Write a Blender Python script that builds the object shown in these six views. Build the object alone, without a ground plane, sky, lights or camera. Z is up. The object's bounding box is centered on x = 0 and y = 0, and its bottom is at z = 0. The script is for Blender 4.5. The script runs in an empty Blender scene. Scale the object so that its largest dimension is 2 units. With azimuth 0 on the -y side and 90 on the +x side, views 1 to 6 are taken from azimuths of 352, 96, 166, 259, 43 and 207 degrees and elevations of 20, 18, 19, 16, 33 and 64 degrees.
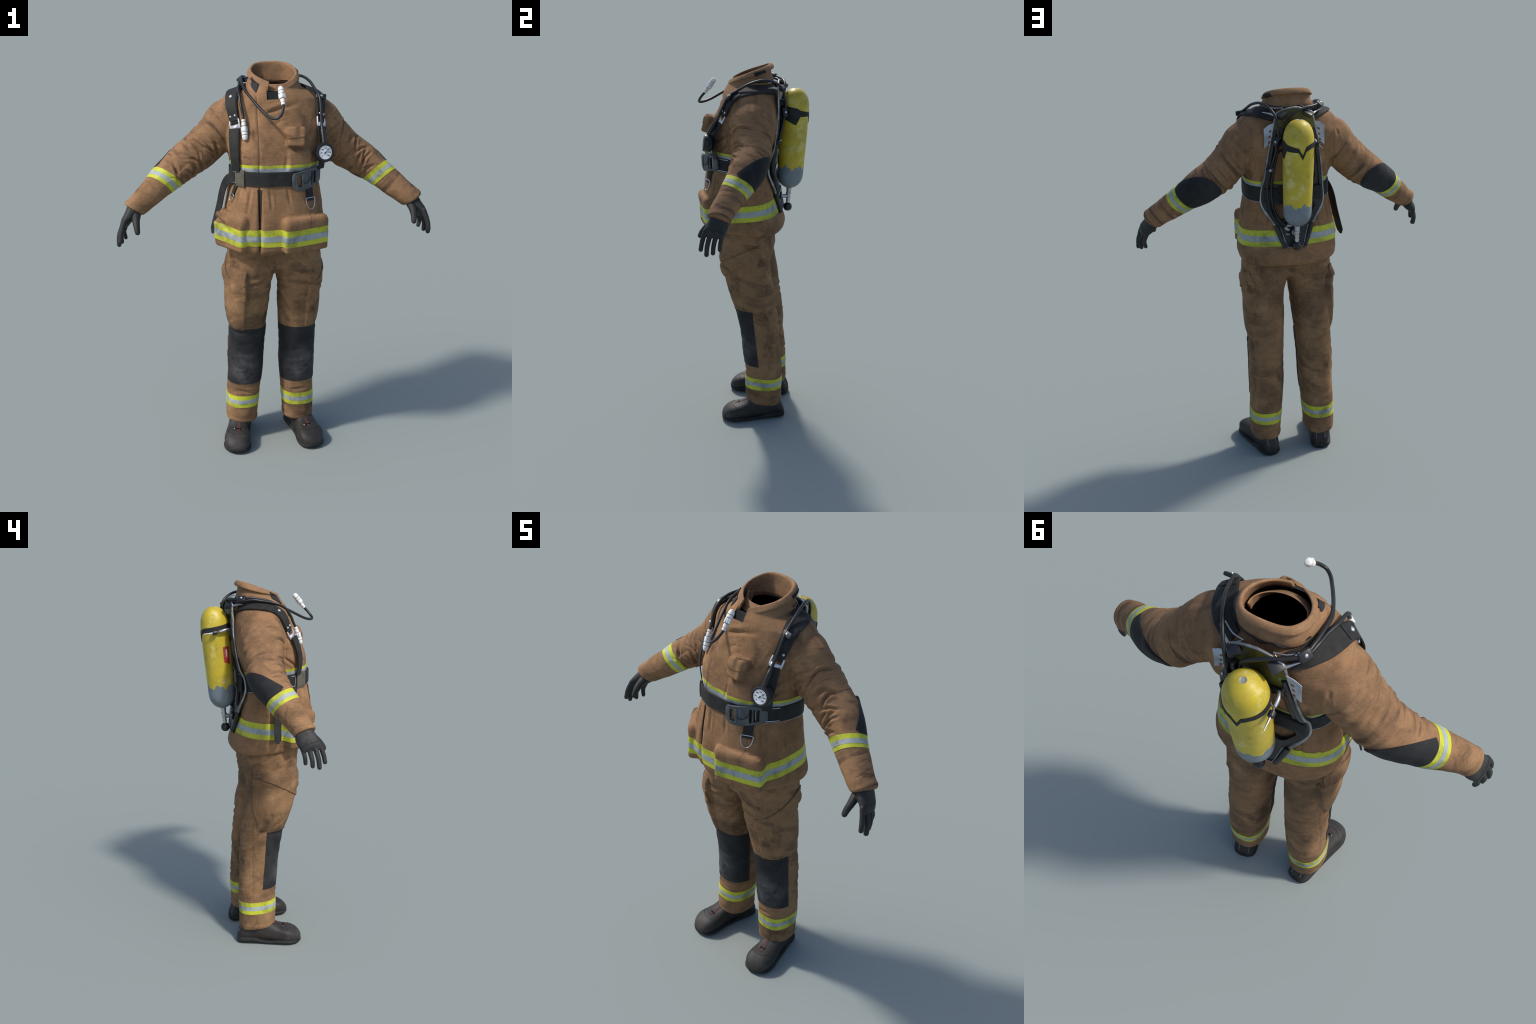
# Firefighter turnout outfit with a back-mounted breathing apparatus.
import bpy, bmesh, math, random
from mathutils import Vector, Matrix, noise
from mathutils.bvhtree import BVHTree

random.seed(7)
V = Vector
C = bpy.context

# ------------------------------------------------------------------ materials
class Graph:
    """small helper around a node tree"""
    def __init__(self, name):
        self.mat = bpy.data.materials.new(name)
        self.mat.use_nodes = True
        self.t = self.mat.node_tree
        self.bsdf = self.t.nodes['Principled BSDF']
        self.coord = self.n('ShaderNodeTexCoord').outputs['Object']
    def n(self, kind, **kw):
        node = self.t.nodes.new(kind)
        for k, v in kw.items():
            setattr(node, k, v)
        return node
    def link(self, a, b):
        self.t.links.new(a, b)
    def put(self, sock, v):
        if isinstance(v, bpy.types.NodeSocket):
            self.link(v, sock)
        elif isinstance(v, (tuple, list)) and len(v) == 3 and sock.type == 'RGBA':
            sock.default_value = (*v, 1)
        else:
            sock.default_value = v
    def math(self, op, a, b=0.0, clamp=False):
        m = self.n('ShaderNodeMath', operation=op, use_clamp=clamp)
        self.put(m.inputs[0], a); self.put(m.inputs[1], b)
        return m.outputs[0]
    def noise(self, scale, detail=4, rough=.55, stretch=(1, 1, 1), offset=(0, 0, 0), distortion=0):
        mp = self.n('ShaderNodeMapping')
        mp.inputs['Scale'].default_value = stretch
        mp.inputs['Location'].default_value = offset
        self.link(self.coord, mp.inputs['Vector'])
        t = self.n('ShaderNodeTexNoise')
        t.inputs['Scale'].default_value = scale
        t.inputs['Detail'].default_value = detail
        t.inputs['Roughness'].default_value = rough
        t.inputs['Distortion'].default_value = distortion
        self.link(mp.outputs[0], t.inputs['Vector'])
        return t.outputs['Fac']
    def ramp(self, fac, lo, hi):
        r = self.n('ShaderNodeMapRange', interpolation_type='SMOOTHSTEP')
        self.put(r.inputs['Value'], fac)
        r.inputs['From Min'].default_value = lo
        r.inputs['From Max'].default_value = hi
        return r.outputs[0]
    def mix(self, fac, a, b, blend='MIX'):
        m = self.n('ShaderNodeMix', data_type='RGBA', blend_type=blend)
        self.put(m.inputs['Factor'], fac)
        self.put(m.inputs['A'], a); self.put(m.inputs['B'], b)
        return m.outputs['Result']
    def xyz(self):
        s = self.n('ShaderNodeSeparateXYZ')
        self.link(self.coord, s.inputs[0])
        return s.outputs
    def bump(self, h, strength=.3, dist=.002):
        b = self.n('ShaderNodeBump')
        b.inputs['Strength'].default_value = strength
        b.inputs['Distance'].default_value = dist
        self.link(h, b.inputs['Height'])
        self.link(b.outputs[0], self.bsdf.inputs['Normal'])
    def done(self, col, rough=.8, metal=0.0, spec=.3, **kw):
        self.put(self.bsdf.inputs['Base Color'], col)
        self.put(self.bsdf.inputs['Roughness'], rough)
        self.put(self.bsdf.inputs['Metallic'], metal)
        self.bsdf.inputs['Specular IOR Level'].default_value = spec
        for k, v in kw.items():
            self.put(self.bsdf.inputs[k], v)
        return self.mat

BROWN = (.280, .155, .077)
def fabric(name, base=BROWN, stain=.75, seed=0., lines=(), streak=None):
    """heavy woven cloth: thread grain, mottling, soot smudges, dark seam lines"""
    g = Graph(name)
    o = (seed, seed * 1.7, seed * .6)
    dk = tuple(c * f for c, f in zip(base, (.50, .52, .58)))
    soot = tuple(c * f for c, f in zip(base, (.24, .27, .36)))
    lt = tuple(min(1, c * f) for c, f in zip(base, (1.38, 1.42, 1.46)))
    big = g.ramp(g.noise(5.5, 4, .6, offset=o), .46, .72)
    mid = g.ramp(g.noise(17, 5, .62, offset=o), .38, .75)
    hi = g.ramp(g.noise(7, 5, .65, offset=(o[0] + 9, 4, 2)), .48, .72)
    col = g.mix(g.math('MULTIPLY', hi, .75), base, lt)
    col = g.mix(g.math('MULTIPLY', mid, .50), col, dk)
    col = g.mix(g.math('MULTIPLY', big, .85 * stain, True), col, dk)
    sm = g.ramp(g.noise(6.5, 6, .68, stretch=(1, 1, .8), offset=(o[0] + 3, o[1] + 5, 8), distortion=.4), .54, .70)
    col = g.mix(g.math('MULTIPLY', sm, .74 * stain, True), col, soot)
    if streak:
        # crease shading painted into the cloth: bands square to given axis, mirrored in x
        o3 = g.xyz(); axx = g.math('ABSOLUTE', o3['X'])
        t = g.math('ADD', g.math('MULTIPLY', axx, streak[0]), g.math('ADD', g.math('MULTIPLY', o3['Y'], streak[1]), g.math('MULTIPLY', o3['Z'], streak[2])))
        cv = g.n('ShaderNodeCombineXYZ')
        g.put(cv.inputs[0], g.math('MULTIPLY', t, streak[3])); g.put(cv.inputs[1], g.math('MULTIPLY', o3['Y'], streak[4])); g.put(cv.inputs[2], g.math('MULTIPLY', o3['X'], 3.))
        tn = g.n('ShaderNodeTexNoise'); tn.inputs['Scale'].default_value = 1.; tn.inputs['Detail'].default_value = 4; tn.inputs['Distortion'].default_value = .5
        g.link(cv.outputs[0], tn.inputs['Vector'])
        m = g.math('MULTIPLY', g.ramp(tn.outputs['Fac'], .50, .64), g.ramp(g.noise(5, 3, offset=(seed, 2, 1)), .36, .55))
        col = g.mix(g.math('MULTIPLY', m, streak[5]), col, soot)
    # threads: vertical and horizontal streaks
    t1 = g.noise(60, 2, .5, stretch=(4, 4, .35), offset=o)
    t2 = g.noise(60, 2, .5, stretch=(.35, .35, 5), offset=o)
    thr = g.math('ADD', g.math('MULTIPLY', t1, .5), g.math('MULTIPLY', t2, .5))
    col = g.mix(g.math('MULTIPLY', g.ramp(thr, .45, .64), .26), col, dk)
    col = g.mix(g.math('MULTIPLY', g.ramp(thr, .52, .36), .22), col, lt)
    # small black specks of soot
    sp = g.ramp(g.noise(48, 3, .6, offset=(1, o[1], 3)), .70, .76)
    col = g.mix(g.math('MULTIPLY', sp, .55), col, soot)
    out = g.xyz()
    for axis, c, w, zlo, zhi, yhi in lines:
        d = g.math('ABSOLUTE', g.math('SUBTRACT', out[axis], c))
        m = g.math('LESS_THAN', d, w)
        m = g.math('MULTIPLY', m, g.math('GREATER_THAN', out['Z'], zlo))
        m = g.math('MULTIPLY', m, g.math('LESS_THAN', out['Z'], zhi))
        m = g.math('MULTIPLY', m, g.math('LESS_THAN', g.math('MULTIPLY', out['Y'], 1 if yhi < .5 else -1), yhi if yhi < .5 else -(yhi - 1)))
        col = g.mix(g.math('MULTIPLY', m, .7), col, soot)
    g.bump(thr, .35, .002)
    return g.done(col, .88, 0, .2)

def plain(name, base, rough=.6, metal=0., spec=.4, var=.35, scale=14, worn=None, wornlim=(.6, .8), bump=.15):
    g = Graph(name)
    n1 = g.noise(scale, 5, .6)
    dk = tuple(c * (1 - var) for c in base)
    lt = tuple(min(1, c * (1 + var)) for c in base)
    col = g.mix(g.ramp(n1, .3, .7), dk, lt)
    if worn:
        w = g.ramp(g.noise(scale * .45, 5, .65, offset=(4, 2, 1)), *wornlim)
        col = g.mix(w, col, worn)
    g.bump(g.noise(scale * 9, 3, .6), bump, .001)
    return g.done(col, rough, metal, spec)

def tape(name, base, dirt):
    g = Graph(name)
    n1 = g.ramp(g.noise(9, 6, .7, offset=(2, 5, 1)), .43, .70)
    n2 = g.ramp(g.noise(90, 4, .6, stretch=(1, 1, .5)), .40, .75)
    col = g.mix(g.math('MULTIPLY', n2, .35), base, tuple(c * .6 for c in base))
    col = g.mix(g.math('MULTIPLY', n1, .75), col, dirt)
    sp = g.ramp(g.noise(46, 4, .7, offset=(7, 1, 3)), .62, .70)
    col = g.mix(g.math('MULTIPLY', g.math('MULTIPLY', sp, n1), .9), col, tuple(c * .3 for c in dirt))
    g.bump(g.noise(150, 2), .2, .001)
    return g.done(col, .55, 0, .35)

M = {}
def materials():
    M['jacket'] = fabric('jacket_cloth', seed=1.3, stain=1.0,
        lines=(('X', -.101, .0022, 1.12, 1.90, -.05), ('X', .145, .0012, 1.12, 1.46, -.05)))
    M['sleeve'] = fabric('sleeve_cloth', seed=4.1, stain=1.0, streak=(.766, -.2, -.61, 34., 6., .82))
    M['collar'] = fabric('collar_cloth', base=(.290, .163, .083), seed=2.2, stain=.35)
    M['trousers'] = fabric('trouser_cloth', base=(.265, .150, .074), seed=6.4, stain=1.25, streak=(.25, .4, 1., 15., 5., .52))
    M['gap'] = plain('shadowed_cloth', (.035, .024, .02), .9, spec=.1)
    M['neck_shade_shell'] = plain('shade_blackened_hollow', (.006, .005, .004), 1, spec=0.)
    M['yellow'] = tape('lime_tape', (.52, .54, .040), (.14, .16, .03))
    M['silver'] = tape('silver_tape', (.36, .40, .40), (.10, .11, .12))
    M['patch'] = plain('black_leather_patch', (.020, .0205, .022), .75, spec=.25, scale=9, worn=(.10, .10, .102), wornlim=(.58, .85))
    g = Graph('knee_leather')
    o = g.xyz()
    dx = g.math('MULTIPLY', g.math('SUBTRACT', g.math('ABSOLUTE', g.math('SUBTRACT', o['X'], .008)), .158), 1.45)
    dz = g.math('SUBTRACT', o['Z'], .435)
    dd = g.math('SQRT', g.math('ADD', g.math('MULTIPLY', dx, dx), g.math('MULTIPLY', dz, dz)))
    rub = g.math('MULTIPLY', g.ramp(dd, .15, .02), g.ramp(g.noise(16, 6, .66, distortion=.3), .30, .72))
    kc = g.mix(g.ramp(g.noise(12, 5, .6), .3, .75), (.014, .0145, .016), (.030, .030, .032))
    kc = g.mix(g.math('MULTIPLY', rub, .95), kc, (.105, .105, .105))
    g.bump(g.noise(110, 3), .15, .001)
    M['knee'] = g.done(kc, .75, 0, .25)
    M['glove'] = plain('glove_leather', (.024, .024, .024), .62, spec=.35, scale=16, worn=(.06, .06, .058), wornlim=(.55, .8))
    M['boot'] = plain('boot_leather', (.024, .0215, .020), .6, spec=.35, scale=14, worn=(.058, .051, .046), wornlim=(.48, .78), bump=.3)
    M['sole'] = plain('boot_rubber', (.016, .016, .016), .7, spec=.3)
    M['piping'] = plain('grey_piping', (.20, .19, .18), .6)
    M['red'] = plain('red_tongue', (.070, .026, .026), .8)
    M['web'] = plain('black_webbing', (.020, .020, .020), .7, spec=.3, scale=30, var=.25)
    M['pad'] = plain('black_pad', (.024, .023, .022), .75, spec=.25, scale=20, worn=(.055, .05, .045), wornlim=(.55, .8))
    M['hose'] = plain('black_rubber', (.012, .012, .013), .42, spec=.5, var=.2)
    M['plastic'] = plain('black_plastic', (.013, .014, .016), .4, spec=.5, var=.3)
    M['chrome'] = plain('worn_steel', (.50, .51, .53), .32, .85, .5, var=.2, scale=20)
    M['tube'] = plain('frame_steel', (.30, .31, .32), .4, .7, .5, var=.45, scale=16)
    M['clip'] = plain('bright_clip', (.62, .62, .68), .35, .5, .5, var=.12)
    M['stud'] = plain('stud_steel', (.55, .54, .52), .3, .8, .5, var=.1)
    M['buckle'] = plain('grey_buckle', (.075, .085, .095), .5, .2, .5, var=.4, scale=24)
    M['keeper'] = plain('khaki_keeper', (.085, .078, .06), .7)
    M['olive'] = plain('olive_plate', (.13, .115, .028), .45, .1, .5, var=.45, scale=9)
    M['tag'] = plain('grey_tag', (.36, .40, .44), .6)
    M['tagred'] = plain('red_print', (.33, .035, .03), .6, worn=(.22, .10, .05), wornlim=(.55, .7), scale=40)
    M['green'] = plain('green_sticker', (.16, .30, .10), .6)
    M['dial'] = plain('white_dial', (.72, .74, .76), .4, var=.05)
    M['ink'] = plain('black_ink', (.03, .03, .03), .6)
    # ivory connector with brownish grooves
    g = Graph('ivory_connector')
    n1 = g.ramp(g.noise(60, 4, .65), .50, .70)
    col = g.mix(g.math('MULTIPLY', n1, .7), (.80, .79, .76), (.42, .36, .29))
    g.bump(g.noise(200, 2), .2, .001)
    M['ivory'] = g.done(col, .4, 0, .5)
    M['groove'] = plain('dark_groove', (.12, .10, .08), .6)
    # cylinder: yellow above, blue-grey below, zigzag chipped border (local z = axis, 0 at the neck)
    g = Graph('cylinder_paint')
    o = g.xyz()
    ang = g.math('ARCTAN2', o['Y'], o['X'])
    tri = g.math('PINGPONG', g.math('MULTIPLY', ang, 4.4), 1.0)
    tri2 = g.math('PINGPONG', g.math('ADD', g.math('MULTIPLY', ang, 1.9), .6), 1.0)
    h = g.math('ADD', o['Z'], g.math('MULTIPLY', tri, .012))
    h = g.math('ADD', h, g.math('MULTIPLY', tri2, .024))
    h = g.math('ADD', h, g.math('MULTIPLY', g.noise(26, 3), .012))
    low = g.math('LESS_THAN', h, .156)
    y1 = g.mix(g.ramp(g.noise(7, 5, .6), .35, .72), (.56, .43, .030), (.40, .31, .03))
    y1 = g.mix(g.math('MULTIPLY', g.ramp(g.noise(11, 6, .7, offset=(3, 1, 6)), .52, .72), .65), y1, (.70, .63, .30))
    y1 = g.mix(g.math('MULTIPLY', g.ramp(g.noise(16, 6, .7, offset=(8, 2, 3), stretch=(1, 1, .7)), .60, .70), .6), y1, (.15, .12, .03))
    y1 = g.mix(g.math('MULTIPLY', g.ramp(g.noise(40, 4, .7, offset=(1, 2, 9)), .64, .70), .55), y1, (.10, .09, .04))
    gr = g.mix(g.ramp(g.noise(9, 5, .6), .3, .75), (.20, .24, .27), (.12, .145, .165))
    gr = g.mix(g.ramp(g.noise(30, 5, .7, offset=(5, 5, 1)), .66, .72), gr, (.05, .055, .06))
    col = g.mix(low, y1, gr)
    top = g.math('MULTIPLY', g.math('GREATER_THAN', o['Z'], .54), g.math('LESS_THAN', g.math('ADD', g.math('MULTIPLY', o['X'], o['X']), g.math('MULTIPLY', o['Y'], o['Y'])), .00016))
    col = g.mix(top, col, (.25, .25, .22))
    g.bump(g.noise(60, 4), .15, .001)
    M['cyl'] = g.done(col, .45, 0, .45)

materials()

# ------------------------------------------------------------------ mesh helpers
def add(name, verts, faces, mat, parent=None, smooth=True, autosmooth=None):
    me = bpy.data.meshes.new(name)
    me.from_pydata([tuple(v) for v in verts], [], faces)
    bm = bmesh.new(); bm.from_mesh(me)
    bmesh.ops.recalc_face_normals(bm, faces=bm.faces)
    if autosmooth:
        for e in bm.edges:
            if len(e.link_faces) == 2 and e.calc_face_angle(0) > math.radians(autosmooth):
                e.smooth = False
    bm.to_mesh(me); bm.free()
    if smooth:
        me.polygons.foreach_set('use_smooth', [True] * len(me.polygons))
    if mat:
        me.materials.append(M[mat])
    ob = bpy.data.objects.new(name, me)
    C.scene.collection.objects.link(ob)
    if parent:
        ob.parent = parent
    return ob

def from_bm(name, bm, mat, parent=None, smooth=True, auto=40):
    for e in bm.edges:
        if len(e.link_faces) == 2 and e.calc_face_angle(0) > math.radians(auto):
            e.smooth = False
    me = bpy.data.meshes.new(name)
    bm.to_mesh(me); bm.free()
    if smooth:
        me.polygons.foreach_set('use_smooth', [True] * len(me.polygons))
    if mat:
        me.materials.append(M[mat])
    ob = bpy.data.objects.new(name, me)
    C.scene.collection.objects.link(ob)
    if parent:
        ob.parent = parent
    return ob

def loft(rings, closed=True, caps=True):
    """rings: equal-length lists of points -> verts, faces"""
    n = len(rings[0]); verts = [p for r in rings for p in r]; faces = []
    for i in range(len(rings) - 1):
        for j in range(n if closed else n - 1):
            k = (j + 1) % n
            faces.append((i*n + j, i*n + k, (i+1)*n + k, (i+1)*n + j))
    if caps:
        faces.append(tuple(range(n))[::-1])
        faces.append(tuple((len(rings)-1)*n + j for j in range(n)))
    return verts, faces

def lerp_table(tab, x):
    """piecewise smooth interpolation of rows (x, a, b, ...)"""
    tab = sorted(tab)
    if x <= tab[0][0]: return tab[0][1:]
    if x >= tab[-1][0]: return tab[-1][1:]
    for i in range(len(tab) - 1):
        if tab[i][0] <= x <= tab[i+1][0]:
            break
    p1, p2 = tab[i], tab[i+1]
    p0 = tab[i-1] if i else p1
    p3 = tab[i+2] if i + 2 < len(tab) else p2
    h = p2[0] - p1[0]; t = (x - p1[0]) / h
    out = []
    for k in range(1, len(p1)):
        m1 = (p2[k] - p0[k]) / max(p2[0] - p0[0], 1e-6) * h
        m2 = (p3[k] - p1[k]) / max(p3[0] - p1[0], 1e-6) * h
        out.append((2*t**3 - 3*t**2 + 1)*p1[k] + (t**3 - 2*t**2 + t)*m1 + (-2*t**3 + 3*t**2)*p2[k] + (t**3 - t**2)*m2)
    return out

def curve(pts, n):
    """Catmull-Rom resample by chord length"""
    pts = [V(p) for p in pts]
    d = [0.0]
    for a, b in zip(pts, pts[1:]):
        d.append(d[-1] + (b - a).length)
    tab = [(d[i], *pts[i]) for i in range(len(pts))]
    return [V(lerp_table(tab, d[-1] * i / (n - 1))) for i in range(n)]

def frames(path, hint=V((0, 0, 1))):
    out = []; prev = None
    for i, p in enumerate(path):
        t = (path[min(i+1, len(path)-1)] - path[max(i-1, 0)]).normalized()
        nrm = prev if prev is not None else hint
        nrm = (nrm - t * nrm.dot(t))
        if nrm.length < 1e-4: nrm = t.orthogonal()
        nrm.normalize(); prev = nrm
        out.append((p, t, nrm, t.cross(nrm)))
    return out

def tube(name, pts, r, mat, parent=None, n=60, seg=14, smooth_path=True, caps=True):
    path = curve(pts, n) if smooth_path else [V(p) for p in pts]
    rings = []
    N = len(path)
    for i, (p, t, a, b) in enumerate(frames(path)):
        rr = r(i / (N - 1)) if callable(r) else r
        rings.append([p + (a * math.cos(2*math.pi*j/seg) + b * math.sin(2*math.pi*j/seg)) * rr for j in range(seg)])
    v, f = loft(rings, True, caps)
    return add(name, v, f, mat, parent, autosmooth=50)

def lathe(name, prof, origin, axis, mat, parent=None, seg=40, auto=35):
    """prof: (distance along axis, radius)"""
    axis = V(axis).normalized(); a = axis.orthogonal().normalized(); b = axis.cross(a)
    rings = [[V(origin) + axis*s + (a*math.cos(2*math.pi*j/seg) + b*math.sin(2*math.pi*j/seg))*max(r, 1e-4) for j in range(seg)] for s, r in prof]
    v, f = loft(rings)
    return add(name, v, f, mat, parent, autosmooth=auto)

def box(name, size, mat, parent=None, loc=(0, 0, 0), rot=None, bevel=.003, seg=2, raw=False):
    bm = bmesh.new()
    bmesh.ops.create_cube(bm, size=1)
    for v in bm.verts:
        v.co = V((v.co.x*size[0], v.co.y*size[1], v.co.z*size[2]))
    if bevel:
        bmesh.ops.bevel(bm, geom=bm.edges[:], offset=bevel, segments=seg, affect='EDGES', profile=.5)
    m = Matrix.Translation(V(loc)) @ (rot.to_4x4() if rot else Matrix.Identity(4))
    bm.transform(m)
    if raw: return bm
    return from_bm(name, bm, mat, parent)

def basis(x, y):
    """rotation whose local x follows x, local y close to y"""
    x = V(x).normalized(); z = x.cross(V(y)).normalized(); y = z.cross(x)
    return Matrix((x, y, z)).transposed()

def merge_bm(parts):
    """list of (verts, faces) or bmesh -> one mesh datablock"""
    bm = bmesh.new()
    for p in parts:
        if isinstance(p, bmesh.types.BMesh):
            me = bpy.data.meshes.new('tmp'); p.to_mesh(me); p.free()
        else:
            me = bpy.data.meshes.new('tmp'); me.from_pydata([tuple(v) for v in p[0]], [], p[1])
        bm.from_mesh(me); bpy.data.meshes.remove(me)
    bmesh.ops.recalc_face_normals(bm, faces=bm.faces)
    return bm

def fuse(parts, voxel, smooth_iter=3, factor=.5):
    """union of closed pieces into one smooth skin -> bmesh"""
    bm = merge_bm(parts)
    me = bpy.data.meshes.new('fuse'); bm.to_mesh(me); bm.free()
    ob = bpy.data.objects.new('fuse', me); C.scene.collection.objects.link(ob)
    md = ob.modifiers.new('r', 'REMESH'); md.mode = 'VOXEL'; md.voxel_size = voxel
    sm = ob.modifiers.new('s', 'SMOOTH'); sm.iterations = smooth_iter; sm.factor = factor
    dg = C.evaluated_depsgraph_get(); dg.update()
    ev = ob.evaluated_get(dg).to_mesh()
    out = bmesh.new(); out.from_mesh(ev)
    ob.evaluated_get(dg).to_mesh_clear()
    bpy.data.objects.remove(ob); bpy.data.meshes.remove(me)
    out.normal_update()
    return out

def split_regions(bm, key, names, parent):
    """separate faces by region; borders coincide and keep the whole skin's normals"""
    bm.normal_update(); bm.verts.ensure_lookup_table()
    groups = {}
    for f in bm.faces:
        groups.setdefault(key(f.calc_center_median()), []).append(f)
    obs = {}
    for k, fs in groups.items():
        idx = {}; vs = []; ns = []; fa = []
        for f in fs:
            row = []
            for v in f.verts:
                if v.index not in idx:
                    idx[v.index] = len(vs); vs.append(tuple(v.co)); ns.append(tuple(v.normal))
                row.append(idx[v.index])
            fa.append(row)
        name, mat = names[k]
        me = bpy.data.meshes.new(name); me.from_pydata(vs, [], fa)
        me.polygons.foreach_set('use_smooth', [True]*len(fa))
        me.materials.append(M[mat])
        me.normals_split_custom_set_from_vertices(ns)
        ob = bpy.data.objects.new(name, me); C.scene.collection.objects.link(ob)
        obs[k] = ob
    return obs

def patch(name, bm0, planes, mat, parent, h=.0018, keep=None, near=None, soft=None):
    """cloth piece sewn on: the part of a skin inside a set of planes, lifted by h.
    planes: (point, outward normal); keep: predicate on (centre, normal)"""
    bm = bm0.copy()
    if near:
        c, r = V(near[0]), near[1]
        bmesh.ops.delete(bm, geom=[v for v in bm.verts if (v.co - c).length > r], context='VERTS')
    for p, nrm in planes:
        geom = bm.verts[:] + bm.edges[:] + bm.faces[:]
        bmesh.ops.bisect_plane(bm, geom=geom, plane_co=V(p), plane_no=V(nrm), clear_outer=True, dist=1e-6)
    bm.normal_update()
    if keep:
        bmesh.ops.delete(bm, geom=[f for f in bm.faces if not keep(f.calc_center_median(), f.normal)], context='FACES')
        bmesh.ops.delete(bm, geom=[v for v in bm.verts if not v.link_faces], context='VERTS')
    if not bm.faces:
        bm.free(); print('EMPTY PATCH', name); return None
    bm.normal_update()
    nr = {v: v.normal.copy() for v in bm.verts}
    border = [e for e in bm.edges if len(e.link_faces) == 1]
    for v in bm.verts:
        v.co += nr[v] * (h + (soft(v.co) if soft else 0.))
    r = bmesh.ops.extrude_edge_only(bm, edges=border)
    nv = [g for g in r['geom'] if isinstance(g, bmesh.types.BMVert)]
    # push new verts below the skin
    pos = {tuple(round(c, 7) for c in v.co): nr[v] for v in nr if v.is_valid}
    for v in nv:
        k = tuple(round(c, 7) for c in v.co)
        n_ = pos.get(k)
        if n_ is not None:
            v.co -= n_ * (h + .002 + (soft(v.co) if soft else 0.))
    bmesh.ops.recalc_face_normals(bm, faces=bm.faces)
    return from_bm(name, bm, mat, parent, auto=50)

def ss(a, b, x):
    t = max(0., min(1., (x - a) / (b - a)))
    return t*t*(3 - 2*t)

def superring(z, cx, cy, w, front, back, nf, nb, n=96, shift=None, lop=0.):
    out = []
    for j in range(n):
        a = 2*math.pi*j/n; c, s = math.cos(a), math.sin(a)
        e = (nf + (lop if c < 0 else 0)) if s < 0 else nb
        d = (cy - front) if s < 0 else (back - cy)
        x = cx + w * math.copysign(abs(c)**(2/e), c)
        y = cy + d * math.copysign(abs(s)**(2/e), s)
        out.append(V((x, y, z + (shift(x, y, z) if shift else 0))))
    return out

def empty(name, parent=None):
    ob = bpy.data.objects.new(name, None); C.scene.collection.objects.link(ob)
    if parent: ob.parent = parent
    return ob

ROOT = empty('firefighter_outfit')
ROOT['label'] = 'brown firefighter turnout suit with yellow breathing cylinder on its back'
ROOT['category'] = 'firefighter outfit'

# ------------------------------------------------------------------ jacket
# z, half width, front y, back y, front exponent, back exponent, centre x
TORSO = [
 (1.095, .218, -.248, .105, 2.4, 2.5, .002),
 (1.105, .246, -.272, .142, 2.4, 2.5, .002),
 (1.130, .258, -.284, .159, 2.4, 2.5, .002),
 (1.17, .256, -.287, .150, 2.4, 2.5, .001),
 (1.205, .252, -.287, .135, 2.4, 2.6, .0),
 (1.25, .247, -.285, .123, 2.55, 2.7, .0),
 (1.33, .236, -.277, .110, 2.55, 2.8, .0),
 (1.41, .222, -.266, .102, 2.35, 2.9, .001),
 (1.48, .213, -.257, .103, 2.15, 2.9, .003),
 (1.55, .222, -.252, .120, 2.15, 3.0, .004),
 (1.62, .238, -.241, .143, 2.1, 3.4, .004),
 (1.70, .248, -.214, .152, 2.0, 3.6, .003),
 (1.77, .250, -.178, .152, 1.95, 3.4, .002),
 (1.82, .252, -.156, .141, 2.0, 2.8, .001),
 (1.855, .222, -.145, .130, 2.0, 2.5, 0),
 (1.872, .178, -.138, .121, 2.0, 2.3, 0),
 (1.888, .136, -.128, .110, 2.0, 2.1, 0),
 (1.91, .104, -.112, .098, 2.0, 2.0, 0),
]
def hem_shift(x, y, z):
    return (-.10 * y) * ss(1.30, 1.12, z)
def torso_loft():
    rings = []
    zs = [1.095, 1.098, 1.102, 1.11, 1.12] + [1.13 + i*.02 for i in range(39)] + [1.905]
    for z in zs:
        w, f, b, nf, nb, cx = lerp_table(TORSO, z)
        rings.append(superring(z, cx, -.03 + .03*ss(1.7, 1.9, z), w, f, b, nf, nb, shift=hem_shift, lop=.75*ss(1.14, 1.2, z)*ss(1.75, 1.6, z)))
    return loft(rings)

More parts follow.
